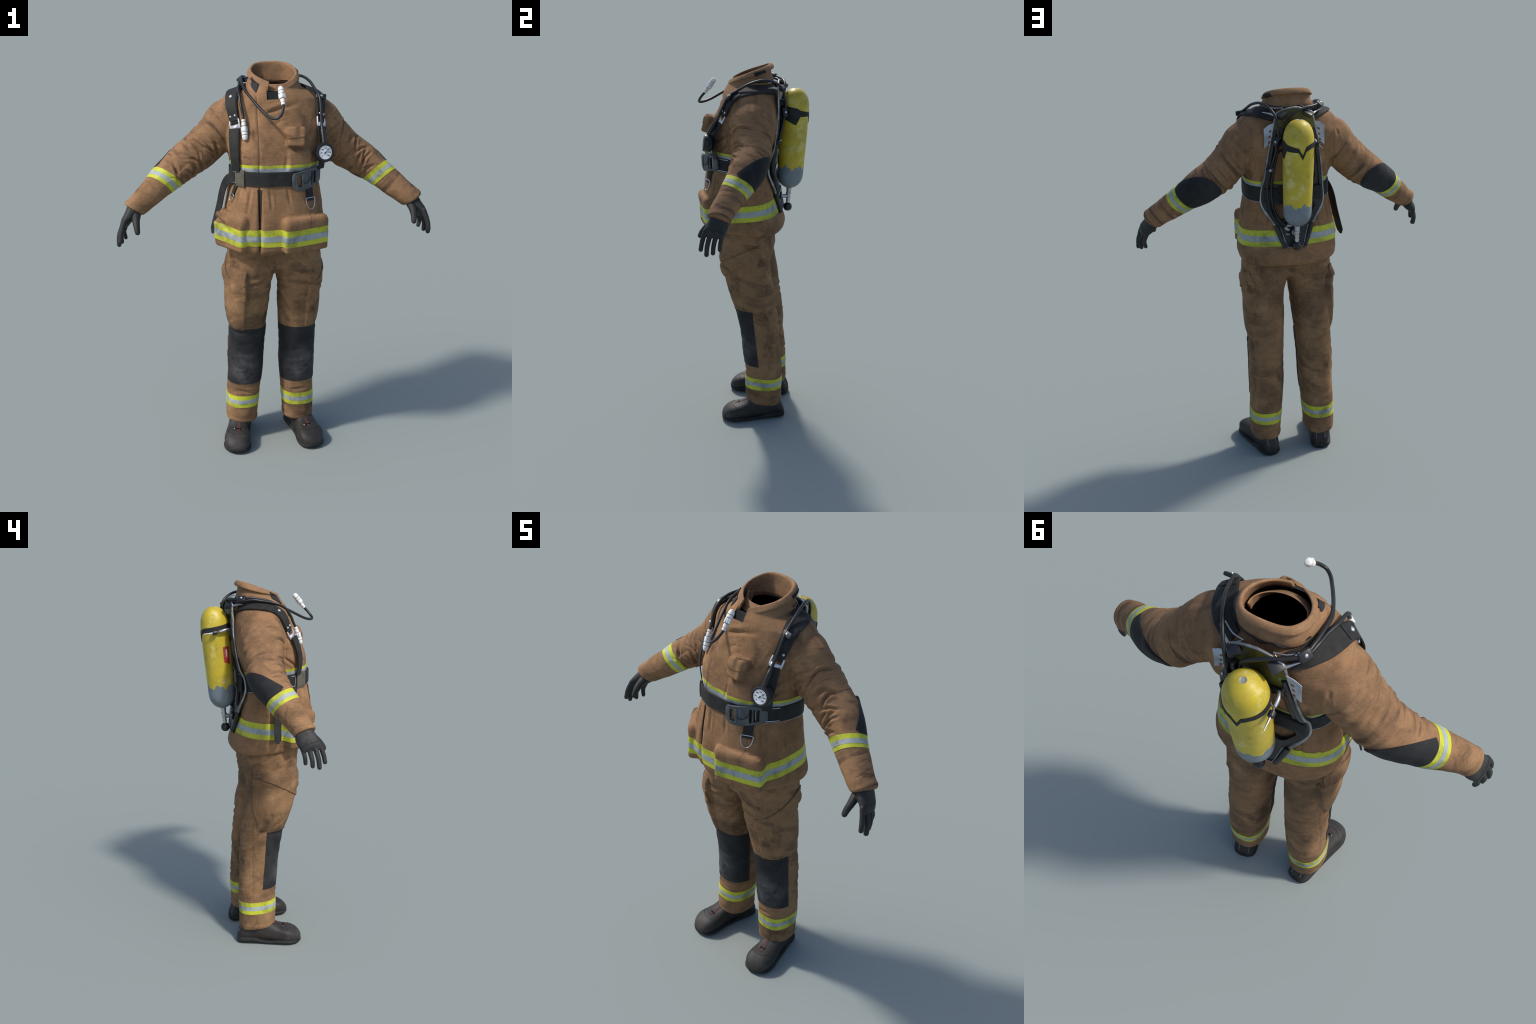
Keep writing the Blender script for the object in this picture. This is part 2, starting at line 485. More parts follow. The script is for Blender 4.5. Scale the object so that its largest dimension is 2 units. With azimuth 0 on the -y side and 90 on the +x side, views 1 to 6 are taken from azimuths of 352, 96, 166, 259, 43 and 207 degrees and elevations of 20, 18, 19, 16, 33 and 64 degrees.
# sleeve stations: centre (x, y, z), half height, half depth, section axis in xz
SLEEVE = [
 (V((.120, .014, 1.735)), .105, .118),
 (V((.212, .020, 1.714)), .117, .115),
 (V((.286, .028, 1.653)), .098, .105),
 (V((.360, .031, 1.579)), .093, .098),
 (V((.428, .027, 1.533)), .087, .095),
 (V((.497, -.001, 1.483)), .076, .083),
 (V((.571, -.039, 1.424)), .066, .071),
 (V((.636, -.075, 1.376)), .059, .064),
 (V((.684, -.096, 1.338)), .053, .058),
 (V((.693, -.100, 1.329)), .049, .054),
]
def sleeve_loft(sg):
    tab = [(i, *c, a, b) for i, (c, a, b) in enumerate(SLEEVE)]
    N = 60; rings = []
    pts = [lerp_table(tab, i*(len(SLEEVE)-1)/(N-1)) for i in range(N)]
    for i, p in enumerate(pts):
        q0, q1 = pts[max(i-1, 0)], pts[min(i+1, N-1)]
        t = (V(q1[:3]) - V(q0[:3])).normalized()
        t = t.lerp(V((.50, -.28, -.82)), .85*ss(.84, .97, i/(N-1))).normalized()   # the cuff is cut level
        c = V(p[:3]); dep = V((0, 1, 0)); dep = (dep - t*dep.dot(t)).normalized(); up = t.cross(dep)
        if up.z < 0: up = -up
        ring = []
        for j in range(48):
            a = 2*math.pi*j/48
            cc, s = math.cos(a), math.sin(a)
            q = c + up*p[3]*math.copysign(abs(cc)**.92, cc) + dep*p[4]*math.copysign(abs(s)**.92, s)
            ring.append(V((q.x*sg, q.y, q.z)))
        rings.append(ring)
    return loft(rings)

ARM0, ARM1 = V((.215, .03, 1.71)), V((.690, -.092, 1.327))
ARMD = (ARM1 - ARM0).normalized(); ARML = (ARM1 - ARM0).length

def sleeve_creases(seed):
    rnd = random.Random(seed); out = []
    for i in range(15):      # pulled folds across the front of the elbow and upper arm
        out.append((.10 + .48*(i + rnd.random())/15, rnd.uniform(2.2, 4.2), rnd.uniform(.7, 1.35), rnd.uniform(-.05, .05), rnd.uniform(.01, .05), rnd.uniform(.006, .0125), rnd.uniform(.009, .016)))
    for i in range(5):      # softer ones at the back
        out.append((.05 + .30*(i + rnd.random())/5, rnd.uniform(-.8, .8), rnd.uniform(.6, 1.1), rnd.uniform(-.06, .06), .02, rnd.uniform(.004, .007), rnd.uniform(.014, .022)))
    return out
CREASE = {1: sleeve_creases(11), -1: sleeve_creases(23)}

def seg_dent(p, n, segs):
    """depth of long drawn creases: (start, end, half width, depth, bow)"""
    d = 0.
    for a, b, w, dep in segs:
        ab = b - a; t = (p - a).dot(ab)/ab.length_squared
        if t < -.05 or t > 1.05: continue
        t = max(0., min(1., t))
        q = p - (a + ab*t); r = q.length
        if r > w*4.5: continue
        if r > .0001 and abs(q.dot(n)) > .8*r and r > w*1.5: continue
        e = (q - n*q.dot(n)).length/w
        d += dep*math.sin(math.pi*(.08 + .84*t))**.7*(-math.exp(-e*e) + .4*math.exp(-(e - 1.8)**2))
    return d
def S(a, b, w, dep): return (V(a), V(b), w, dep)
TCREASE = []
for sg in (1, -1):
    TCREASE += [
     S((.230*sg, .120, 1.775), (.238*sg, .095, 1.60), .007, .008), S((.200*sg, .145, 1.74), (.212*sg, .120, 1.58), .008, .004),
     S((.240*sg, .07, 1.60), (.20*sg, .10, 1.46), .009, .008), S((.165*sg, .135, 1.66), (.150*sg, .105, 1.50), .010, .005),
     S((.225*sg, -.10, 1.66), (.150*sg, -.215, 1.585), .008, .008), S((.232*sg, -.09, 1.62), (.19*sg, -.18, 1.555), .007, .008),
     S((.222*sg, -.11, 1.72), (.225*sg, -.10, 1.60), .006, .009), S((.15*sg, -.165, 1.79), (.11*sg, -.23, 1.66), .011, .005),
     S((.185*sg, -.19, 1.45), (.200*sg, -.20, 1.33), .008, .006), S((.10*sg, .10, 1.42), (.14*sg, .115, 1.27), .010, .006),
     S((.18*sg, .07, 1.42), (.20*sg, .09, 1.26), .010, .006), S((.225*sg, -.03, 1.44), (.245*sg, -.02, 1.27), .009, .006)]
TCREASE += [S((-.055, -.262, 1.45), (-.045, -.278, 1.36), .007, .005), S((-.145, -.24, 1.45), (-.160, -.255, 1.34), .008, .006),
  S((.03, -.262, 1.45), (.045, -.275, 1.38), .007, .004), S((-.06, -.175, 1.80), (.05, -.165, 1.832), .009, .007), S((-.02, -.20, 1.755), (.045, -.19, 1.785), .010, .004),
  S((-.085, -.235, 1.65), (-.13, -.20, 1.71), .010, .004), S((.03, -.25, 1.60), (.02, -.258, 1.54), .008, .003)]
LCREASE = []
for sg in (1, -1):
    ox = .003
    LCREASE += [S((.035*sg+ox, -.13, .93), (.15*sg+ox, -.165, .865), .008, .007), S((.035*sg+ox, -.11, .90), (.13*sg+ox, -.155, .80), .009, .007), S((.04*sg+ox, -.09, .86), (.10*sg+ox, -.13, .73), .010, .006),
     S((.06*sg+ox, -.185, .95), (.17*sg+ox, -.175, .93), .009, .005), S((.05*sg+ox, .09, .96), (.17*sg+ox, .085, 1.00), .009, .007), S((.04*sg+ox, .08, .93), (.13*sg+ox, .092, .90), .010, .006),
     S((.07*sg+ox, .115, .72), (.18*sg+ox, .115, .69), .009, .006), S((.06*sg+ox, .118, .64), (.17*sg+ox, .118, .66), .009, .006), S((.08*sg+ox, .125, .55), (.20*sg+ox, .10, .58), .010, .005),
     S((.225*sg+ox, .02, .62), (.20*sg+ox, .09, .54), .009, .005), S((.07*sg+ox, -.08, .28), (.20*sg+ox, -.075, .30), .008, .005), S((.08*sg+ox, .125, .32), (.18*sg+ox, .125, .29), .009, .005), S((.22*sg+ox, .06, .36), (.16*sg+ox, .125, .33), .009, .004)]

def pocket_box(p0, p1, zlo, zhi, depth, out, bevel=.018, lean=0):
    """padded pouch whose outer face runs from p0 to p1 (xy)"""
    a, b = V((*p0, 0)), V((*p1, 0)); d = (b - a)
    n = V((d.y, -d.x, 0)).normalized()
    if n.dot(V((*out, 0))) < 0: n = -n
    c = (a + b)/2 - n*depth/2; c.z = (zlo + zhi)/2
    return box('', (d.length, depth, zhi - zlo), None, loc=c, rot=basis(d, n) if True else None, bevel=bevel, seg=3, raw=True)

def make_jacket():
    parts = [torso_loft(), sleeve_loft(1), sleeve_loft(-1)]
    # hip pouches with puffed flaps
    parts.append(pocket_box((.018, -.316), (.240, -.240), 1.138, 1.290, .12, (0, -1), .012))
    parts.append(pocket_box((.016, -.323), (.244, -.248), 1.245, 1.316, .12, (0, -1), .024))
    parts.append(pocket_box((-.192, -.280), (-.306, -.128), 1.142, 1.300, .10, (-1, -.7), .014))
    parts.append(pocket_box((-.186, -.290), (-.309, -.136), 1.255, 1.328, .11, (-1, -.7), .028))
    # chest pouch with its flap, and the soft bulge under it
    rx = Matrix.Rotation(-.30, 3, 'X') @ Matrix.Rotation(-.10, 3, 'Z')
    parts.append(box('', (.084, .060, .090), None, loc=(.072, -.225, 1.690), rot=rx, bevel=.010, seg=3, raw=True))
    parts.append(box('', (.094, .055, .046), None, loc=(.072, -.220, 1.712), rot=rx, bevel=.016, seg=3, raw=True))
    bm = fuse(parts, .005, 5, .5)
    # open the neck
    bmesh.ops.delete(bm, geom=[v for v in bm.verts if (v.co.z > 1.85 and (v.co.x/.108)**2 + ((v.co.y + .006)/.100)**2 < 1) or (v.co.y < -.05 and v.co.z > 1.856 and -.050 < v.co.x < .010)], context='VERTS')
    bm.normal_update()
    # folds, dents and creases
    mv = []
    for v in bm.verts:
        p = v.co; n = v.normal; ax = abs(p.x); sg = 1 if p.x > 0 else -1
        d = .0045 * noise.noise(p * 7 + V((3, 1, 2))) + .0018 * noise.noise(p * 22)
        q = V((ax, p.y, p.z)) - ARM0
        t = q.dot(ARMD) / ARML
        arm = ss(.215, .30, ax)
        if arm > 0:
            r = q - ARMD*t*ARML
            ang = math.atan2(r.z, r.y)
            front = ss(.03, -.05, p.y)
            wob = .012*noise.noise(V((ang*1.7, t*5, 2.2*sg)))
            for t0, a0, aw, k, cv, dep, wd in CREASE[sg]:
                da = (ang - a0 + math.pi) % (2*math.pi) - math.pi
                if abs(da) > aw: continue
                e = (t - (t0 + k*da + cv*da*da) - wob)/wd
                if abs(e) > 3.2: continue
                fade = (1 - (da/aw)**2)**1.2
                d += arm*dep*fade*(-math.exp(-e*e) + .45*math.exp(-(abs(e) - 1.7)**2))
            w2 = noise.noise(V((t*6 + .5*ang, ang*.8, 9.1*sg)))
            d += arm*.005*w2*ss(1.0, .8, t)
            d += arm*.004*math.exp(-((t - 1.0)/.02)**2)
        else:
            # vertical folds below the arm and on the back
            w = noise.noise(V((p.x*11, p.y*11, p.z*2.2)))
            side = ss(.12, .2, ax)
            d += .006*w*side*ss(1.35, 1.5, p.z)*ss(1.80, 1.6, p.z)
            d += .0035*w*ss(1.48, 1.3, p.z)
        if arm < .5: d += seg_dent(p, n, TCREASE)*(1 - arm)
        # front closure: overlapping flap edge, opening out below the belt
        if p.y < -.06 and p.z < 1.9 and n.y < -.1:
            dx = p.x + .101
            g = math.exp(-(dx/.0045)**2)
            lowopen = ss(1.47, 1.30, p.z)
            d -= .005*g + lowopen*.010*math.exp(-(dx/.010)**2)
            d += .004*ss(0, .006, dx)*ss(.09, .03, dx)
        # long chest pouch hanging below its flap
        if p.y < -.1:
            d += .014*ss(.028, .040, p.x)*ss(.152, .140, p.x)*ss(1.51, 1.56, p.z)*ss(1.645, 1.615, p.z)
        # cinch under the belt
        zc = 1.477 - .09*p.y
        if ax < .27: d -= .006*math.exp(-((p.z - zc)/.030)**2)
        # sagging crease from throat
        if p.y < -.1:
            d -= .005*math.exp(-((p.z - (1.815 + .25*(p.x - .03)))/.009)**2)*ss(.10, .03, abs(p.x - .02))
        mv.append((v, n.copy()*d))
    for v, d in mv: v.co += d
    bm.normal_update()
    return bm

JBM = make_jacket()
def jkey(c):
    q = V((abs(c.x), c.y, c.z)) - ARM0
    if abs(c.x) > .20 and q.dot(ARMD) > .02 + .05*0 and c.z > 1.25 and not (c.z < 1.5 and abs(c.x) < .30 and abs(c.x) < .26): 
        return 'L' if c.x > 0 else 'R'
    return 'T'
jobs = split_regions(JBM, jkey, {'T': ('jacket', 'jacket'), 'L': ('sleeve', 'sleeve'), 'R': ('sleeve', 'sleeve')}, ROOT)
JACKET = jobs['T']; JACKET.parent = ROOT
for k in 'LR': jobs[k].parent = ROOT
JBVH = BVHTree.FromBMesh(JBM)

def on_jacket(p, off, direction=None):
    """point on the jacket: cast along direction, else nearest"""
    if direction is not None:
        d = V(direction).normalized()
        h = JBVH.ray_cast(V(p) - d*.6, d)
        if h[0] is not None: return h[0] + h[1]*off, h[1]
    h = JBVH.find_nearest(V(p))
    return h[0] + h[1]*off, h[1]

# dark strip modelling the shade inside the closure's gap below the belt
patch('opening_shade_strip', JBM, [((-.107, 0, 1.3), (-1, 0, -.03)), ((-.095, 0, 1.3), (1, 0, -.03)), ((0, 0, 1.45), (0, 0, 1)), ((0, 0, 1.128), (0, 0, -1))], 'gap', JACKET, h=.0006,
      keep=lambda c, n: c.y < -.1, near=((-.1, -.25, 1.3), .3))

patch('pocket_flap', JBM, [((.018, 0, 0), (-1, 0, 0)), ((.122, 0, 0), (1, 0, 0)), ((.07, 0, 1.695), (.12, 0, -1)), ((.07, 0, 1.738), (0, 0, 1))], 'jacket', JACKET, .004, lambda c, n: c.y < -.1, ((.07, -.25, 1.71), .12))
# reflective tapes -----------------------------------------------------------
def band(bm, p, n, w, parent, near, keep=None, h=.0016, sil=(.36, .70)):
    n = V(n).normalized(); p = V(p)
    patch('reflective_tape', bm, [(p, -n), (p + n*w, n)], 'yellow', parent, h, keep, near)
    patch('silver_strip', bm, [(p + n*w*sil[0], -n), (p + n*w*sil[1], n)], 'silver', parent, h + .0008, keep, near)

hem_n = V((0, -.06, 1))
notarm = lambda c, n: abs(c.x) < .34
band(JBM, (0, 0, 1.190), hem_n, .084, JACKET, ((0, 0, 1.24), .48), lambda c, n: abs(c.x) < .36 and not (c.z > 1.2 and abs(c.x) > .335), sil=(.30, .65))
wp = V((0, 0, 1.497)); wn = V((0, .085, 1)).normalized()
band(JBM, wp, wn, .046, JACKET, ((0, 0, 1.5), .36), lambda c, n: abs(c.x) < .262 and (c.x/.30)**2 < 1 and abs(c.x) < .255, sil=(.0, .70))
for sg in (1, -1):
    c0 = V((.515*sg, -.02, 1.466)); nn = V((.57*sg, -.45, -.69))
    band(JBM, c0, nn, .061, jobs['L' if sg > 0 else 'R'], (c0, .2), lambda c, n: abs(c.x) > .38)
    # elbow patch
    poly = [(.620, 1.53), (.60, 1.62), (.448, 1.620), (.410, 1.592), (.350, 1.503), (.358, 1.475), (.43, 1.425), (.50, 1.390)]
    pl = [(c0 - V(nn)*.002, nn), (V((.498*sg, .040, 1.393)), V((.3*sg, -.8, -.5))), (V((.445*sg, .122, 1.592)), V((-.102*sg, -.134, .114)))]
    cx = sum(p[0] for p in poly)/8; cz = sum(p[1] for p in poly)/8
    for i in range(8):
        a, b = poly[i], poly[(i+1) % 8]
        e = V((b[0]-a[0], 0, b[1]-a[1])); no = V((e.z, 0, -e.x))
        if no.dot(V((a[0]-cx, 0, a[1]-cz))) < 0: no = -no
        pl.append((V((a[0]*sg, 0, a[1])), V((no.x*sg, 0, no.z))))
    patch('elbow_patch', JBM, pl, 'patch', jobs['L' if sg > 0 else 'R'], .003, lambda c, n: c.y > -.06 and (n.y > -.35), (c0, .3), soft=lambda q, a=V((.44*sg, .128, 1.588)): .011*math.exp(-((q - a).length/.045)**2))

# lining coloured black for the unlit hollow seen through the neck
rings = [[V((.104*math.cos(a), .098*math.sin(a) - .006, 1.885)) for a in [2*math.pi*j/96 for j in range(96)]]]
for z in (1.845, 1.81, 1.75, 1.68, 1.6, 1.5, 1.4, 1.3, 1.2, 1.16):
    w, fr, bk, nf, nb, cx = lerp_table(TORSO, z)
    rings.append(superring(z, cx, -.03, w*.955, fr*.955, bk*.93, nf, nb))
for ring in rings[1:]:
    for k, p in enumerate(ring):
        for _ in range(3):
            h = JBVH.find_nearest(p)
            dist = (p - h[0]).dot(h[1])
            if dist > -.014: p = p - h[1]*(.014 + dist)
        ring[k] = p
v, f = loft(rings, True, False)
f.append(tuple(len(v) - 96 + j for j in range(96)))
add('neck_shade_shell', v, f, 'neck_shade_shell', JACKET)

# ------------------------------------------------------------------ collar
def collar_strip(name, ctrl, thick, roll, mat, n=110, tilt_end=True):
    """ctrl rows: base xyz, rim xyz, roll amount; swept from one front end round the nape to the other"""
    tab = [(i, *r) for i, r in enumerate(ctrl)]
    rings = []
    for i in range(n):
        q = lerp_table(tab, i*(len(ctrl)-1)/(n-1))
        B, R, k = V(q[:3]), V(q[3:6]), q[6]
        o = V((R.x, R.y - .015, 0)).normalized()
        up = (R - B).normalized()
        w1 = .004*noise.noise(V((i*.11, 1.3, 4))) ; w2 = .005*noise.noise(V((i*.08, 7.3, 2)))
        ring = [B + o*.004, B.lerp(R, .30) + o*(w1), B.lerp(R, .58) - o*(.002 + .004*k) + o*w2,
                R - up*.030 - o*.004*k + o*w1*1.5, R - up*.029 + o*(.007*k + .003), R - up*.020 + o*(.0105*k + .002), R - up*.007 + o*(.006*k + .001), R + o*.002 , R - o*thick*.6 - up*.001,
                R - o*thick - up*.007, R - up*.03 - o*(thick + .002) + o*w1, B.lerp(R, .45) - o*(thick + .003), B - o*(thick + .004 + .018*min(1, k)) - V((0, 0, .012))]
        rings.append(ring)
    v, f = loft(rings, True, True)
    ob = add(name, v, f, mat, JACKET)
    md = ob.modifiers.new('s', 'SUBSURF'); md.levels = 1; md.render_levels = 1
    return ob
OUTER = [
 (-.060, -.136, 1.850, -.034, -.097, 1.928, .05),
 (-.106, -.118, 1.858, -.072, -.068, 1.941, .15),
 (-.138, -.060, 1.872, -.102, -.022, 1.956, .5),
 (-.132, .035, 1.884, -.108, .036, 1.972, .9),
 (-.090, .100, 1.890, -.076, .094, 1.990, 1.2),
 (0, .116, 1.893, 0, .110, 1.9965, 1.3),
 (.090, .100, 1.890, .078, .092, 1.990, 1.2),
 (.132, .030, 1.882, .109, .026, 1.970, .9),
 (.134, -.058, 1.870, .098, -.038, 1.948, .45),
 (.084, -.122, 1.858, .060, -.086, 1.930, .1),
 (.004, -.137, 1.856, .013, -.116, 1.912, .0),
]
collar_strip('collar', OUTER, .010, 1, 'collar')
INNER = []
for k in range(13):          # inner stand, only round the throat
    a = R0 = -1.75 + 3.5*k/12
    INNER.append((.104*math.sin(a), -.010 - .108*math.cos(a), 1.858 + .006*(1 - math.cos(a)),
                  .096*math.sin(a), .016 - .078*math.cos(a), 1.912 + .010*(1 - math.cos(a)) + .018*math.exp(-((a + 1.15)/.22)**2), 0.))
collar_strip('collar_stand', INNER, .005, 0, 'collar', 70)
# hook-and-loop panels: throat and collar side
def quad_drape(name, corners, mat, parent, target, off=.002, n=10, thick=.003, direction=None):
    a, b, c, d = [V(p) for p in corners]
    top = []; bot = []
    for i in range(n+1):
        for j in range(n+1):
            u, w = i/n, j/n
            p = (a*(1-u) + b*u)*(1-w) + (d*(1-u) + c*u)*w
            q = target(p)
            top.append(q[0] + q[1]*off); bot.append(q[0] - q[1]*thick)
    fs = []
    m = n+1; N = m*m
    for i in range(n):
        for j in range(n):
            k = i*m + j
            fs += [(k, k+1, k+m+1, k+m), (N+k, N+k+m, N+k+m+1, N+k+1)]
    edge = [i*m for i in range(n)] + [n*m + j for j in range(n)] + [i*m + n for i in range(n, 0, -1)] + [j for j in range(n, 0, -1)]
    for i in range(len(edge)):
        x, y = edge[i], edge[(i+1) % len(edge)]
        fs.append((x, y, N+y, N+x))
    return add(name, top + bot, fs, mat, parent, autosmooth=45)

COLOB = [o for o in JACKET.children if o.name.startswith('collar')]
def bvh_of(obs):
    bm = bmesh.new()
    for o in obs: bm.from_mesh(o.data)
    return BVHTree.FromBMesh(bm)
CBVH = bvh_of([o for o in COLOB if o.name == 'collar'])
def near_collar(c0):
    def t(p):
        o = p - c0; o.z = 0; o.normalize()
        h = CBVH.ray_cast(p + o*.08, -o)
        if h[0] is None:
            h = CBVH.find_nearest(p)
        o = (h[0] - c0); o.z = 0; o.normalize()
        return h[0], (h[1] if h[1].dot(o) > 0 else -h[1])
    return t
tc = near_collar(V((0, .0, 1.92)))
quad_drape('hook_panel', [(-.113, -.040, 1.942), (-.124, -.055, 1.908), (-.092, -.098, 1.878), (-.080, -.082, 1.916)], 'patch', JACKET, tc, .0045)
quad_drape('hook_panel', [(.122, .030, 1.958), (.100, .086, 1.972), (.096, .092, 1.955), (.124, .042, 1.940)], 'patch', JACKET, tc, .003)
add('throat_panel', *loft([[V((-.055, y, 1.884)), V((.02, y, 1.884)), V((.02, y - .016, 1.845)), V((-.066, y - .016, 1.840))] for y in (-.122, -.112)]), 'patch', JACKET, smooth=False)

# ------------------------------------------------------------------ trousers
# z, outer x, inner x, front y, back y (for the +x leg)
LEG = [
 (0.09, 0.218, 0.083, -0.058, 0.112),
 (0.097, 0.230, 0.073, -0.07, 0.123),
 (0.14, 0.235, 0.069, -0.076, 0.127),
 (0.23, 0.233, 0.062, -0.075, 0.128),
 (0.31, 0.231, 0.055, -0.075, 0.129),
 (0.4, 0.229, 0.048, -0.083, 0.127),
 (0.5, 0.228, 0.042, -0.092, 0.124),
 (0.6, 0.227, 0.037, -0.106, 0.119),
 (0.67, 0.227, 0.034, -0.117, 0.114),
 (0.76, 0.229, 0.029, -0.138, 0.104),
 (0.85, 0.231, 0.021, -0.162, 0.092),
 (0.9, 0.232, 0.015, -0.174, 0.088),
 (0.95, 0.234, 0.006, -0.183, 0.09),
 (0.985, 0.236, -0.007, -0.189, 0.094),
 (1.02, 0.240, -0.031, -0.194, 0.099),
 (1.12, 0.235, -0.051, -0.205, 0.1),
]
def leg_loft(sg):
    rings = []
    for i in range(56):
        z = .090 + (1.15 - .090)*i/55 if i > 2 else .090 + i*.004
        o, inn, f, b = lerp_table(LEG, z)
        cx = .003*ss(.2, .9, z)
        w = (o - inn)/2; c = (o + inn)/2
        tilt = lambda x, y, zz: (-.10*(y - .02)*ss(.3, .1, zz))
        r = superring(z, c, (f + b)/2, w, f, b, 2.35, 2.35, 56, tilt)
        rings.append([V((p.x*sg + cx, p.y, p.z)) for p in r])
    return loft(rings)
def make_trousers():
    parts = [leg_loft(1), leg_loft(-1), loft([superring(z, .002, -.05, w, f_, b_, 2.6, 2.4, 56) for z, w, f_, b_ in ((.998, .03, -.11, .03), (1.004, .06, -.15, .06), (1.02, .11, -.186, .085), (1.05, .15, -.196, .096), (1.14, .15, -.204, .10))])]
    bm = fuse(parts, .005, 4, .5)
    mv = []
    for v in bm.verts:
        p, n = v.co, v.normal
        sg = 1 if p.x > .003 else -1
        d = .005*noise.noise(p*6 + V((1, 5, 2))) + .0016*noise.noise(p*24)
        w = noise.noise(V((p.x*4, p.y*5, p.z*15 + sg*3 + 1.2*p.y*6)))
        ridge = (1 - min(1, abs(w)*2.8))**2
        d -= .0045*ridge*ss(.30, .45, p.z)*ss(.98, .85, p.z)*(.4 + .6*ss(-.02, .06, p.y))
        # crease at the top of the thighs, running to the fork
        d -= .004*ridge*ss(.80, .9, p.z)
        d += .003*math.exp(-((p.z - .112)/.010)**2)
        # bellows pouch on the outer thigh
        ax = (p.x - .003)*sg
        if ax > .12:
            yb = .060 - .02*ss(.8, .7, p.z)
            k = ss(yb + .004, yb - .004, p.y)*ss(.150, .160, ax + .0*p.y)*ss(.648, .70, p.z - .10*(p.y + .05))*ss(1.03, .97, p.z)
            d += (.011 if sg > 0 else .021)*k*(.45 + .55*ss(.66, .80, p.z))
            # sag under the pouch
            d -= .006*math.exp(-((p.z - (.655 + .1*(p.y + .05)))/.014)**2)*ss(yb, yb - .02, p.y)*ss(.15, .17, ax)
        # side seam
        d -= .003*math.exp(-((p.y - .068)/.004)**2)*ss(.17, .2, ax)*ss(.26, .3, p.z)
        d += seg_dent(p, n, LCREASE)
        mv.append((v, n*d))
    for v, d in mv: v.co += d
    bm.normal_update()
    return bm
TBM = make_trousers()
def tkey(c):
    return 'S' if c.z > .94 else ('L' if c.x > .003 else 'R')
tobs = split_regions(TBM, tkey, {'S': ('trousers', 'trousers'), 'L': ('trouser_leg', 'trousers'), 'R': ('trouser_leg', 'trousers')}, ROOT)
TROUSERS = tobs['S']; TROUSERS.parent = ROOT
for k in 'LR': tobs[k].parent = ROOT
for sg, k in ((1, 'L'), (-1, 'R')):
    side = (lambda c, n, sg=sg: (c.x - .003)*sg > 0)
    band(TBM, (0, 0, .192), (0, .07, 1), .068, tobs[k], ((.15*sg, .02, .23), .2), side, sil=(.33, .66))
    pl = [((0, 0, .334), (0, -.08, -1)), ((0, 0, .660), (0, .10, 1)), ((0, -.013, .665), (0, 1, .07))]
    patch('knee_patch', TBM, pl, 'knee', tobs[k], .0028, lambda c, n, sg=sg: (c.x - .003)*sg > 0 and n.y < .35, ((.15*sg, -.05, .5), .3))
    fn = V((.0068*sg, .0075, -.0169))
    patch('pocket_flap', TBM, [(V((.26*sg, .062, .996)), fn), (V((.26*sg, .045, 1.060)), -V((.004*sg, .0075, -.0169))), (V((0, .060, 1.0)), V((0, 1, .25))), (V((.160*sg, 0, .9)), V((-sg, 0, .1*sg*sg)))],
          'trousers', tobs[k], .0065, lambda c, n, sg=sg: (c.x - .003)*sg > .12, ((.22*sg, -.05, .97), .2))
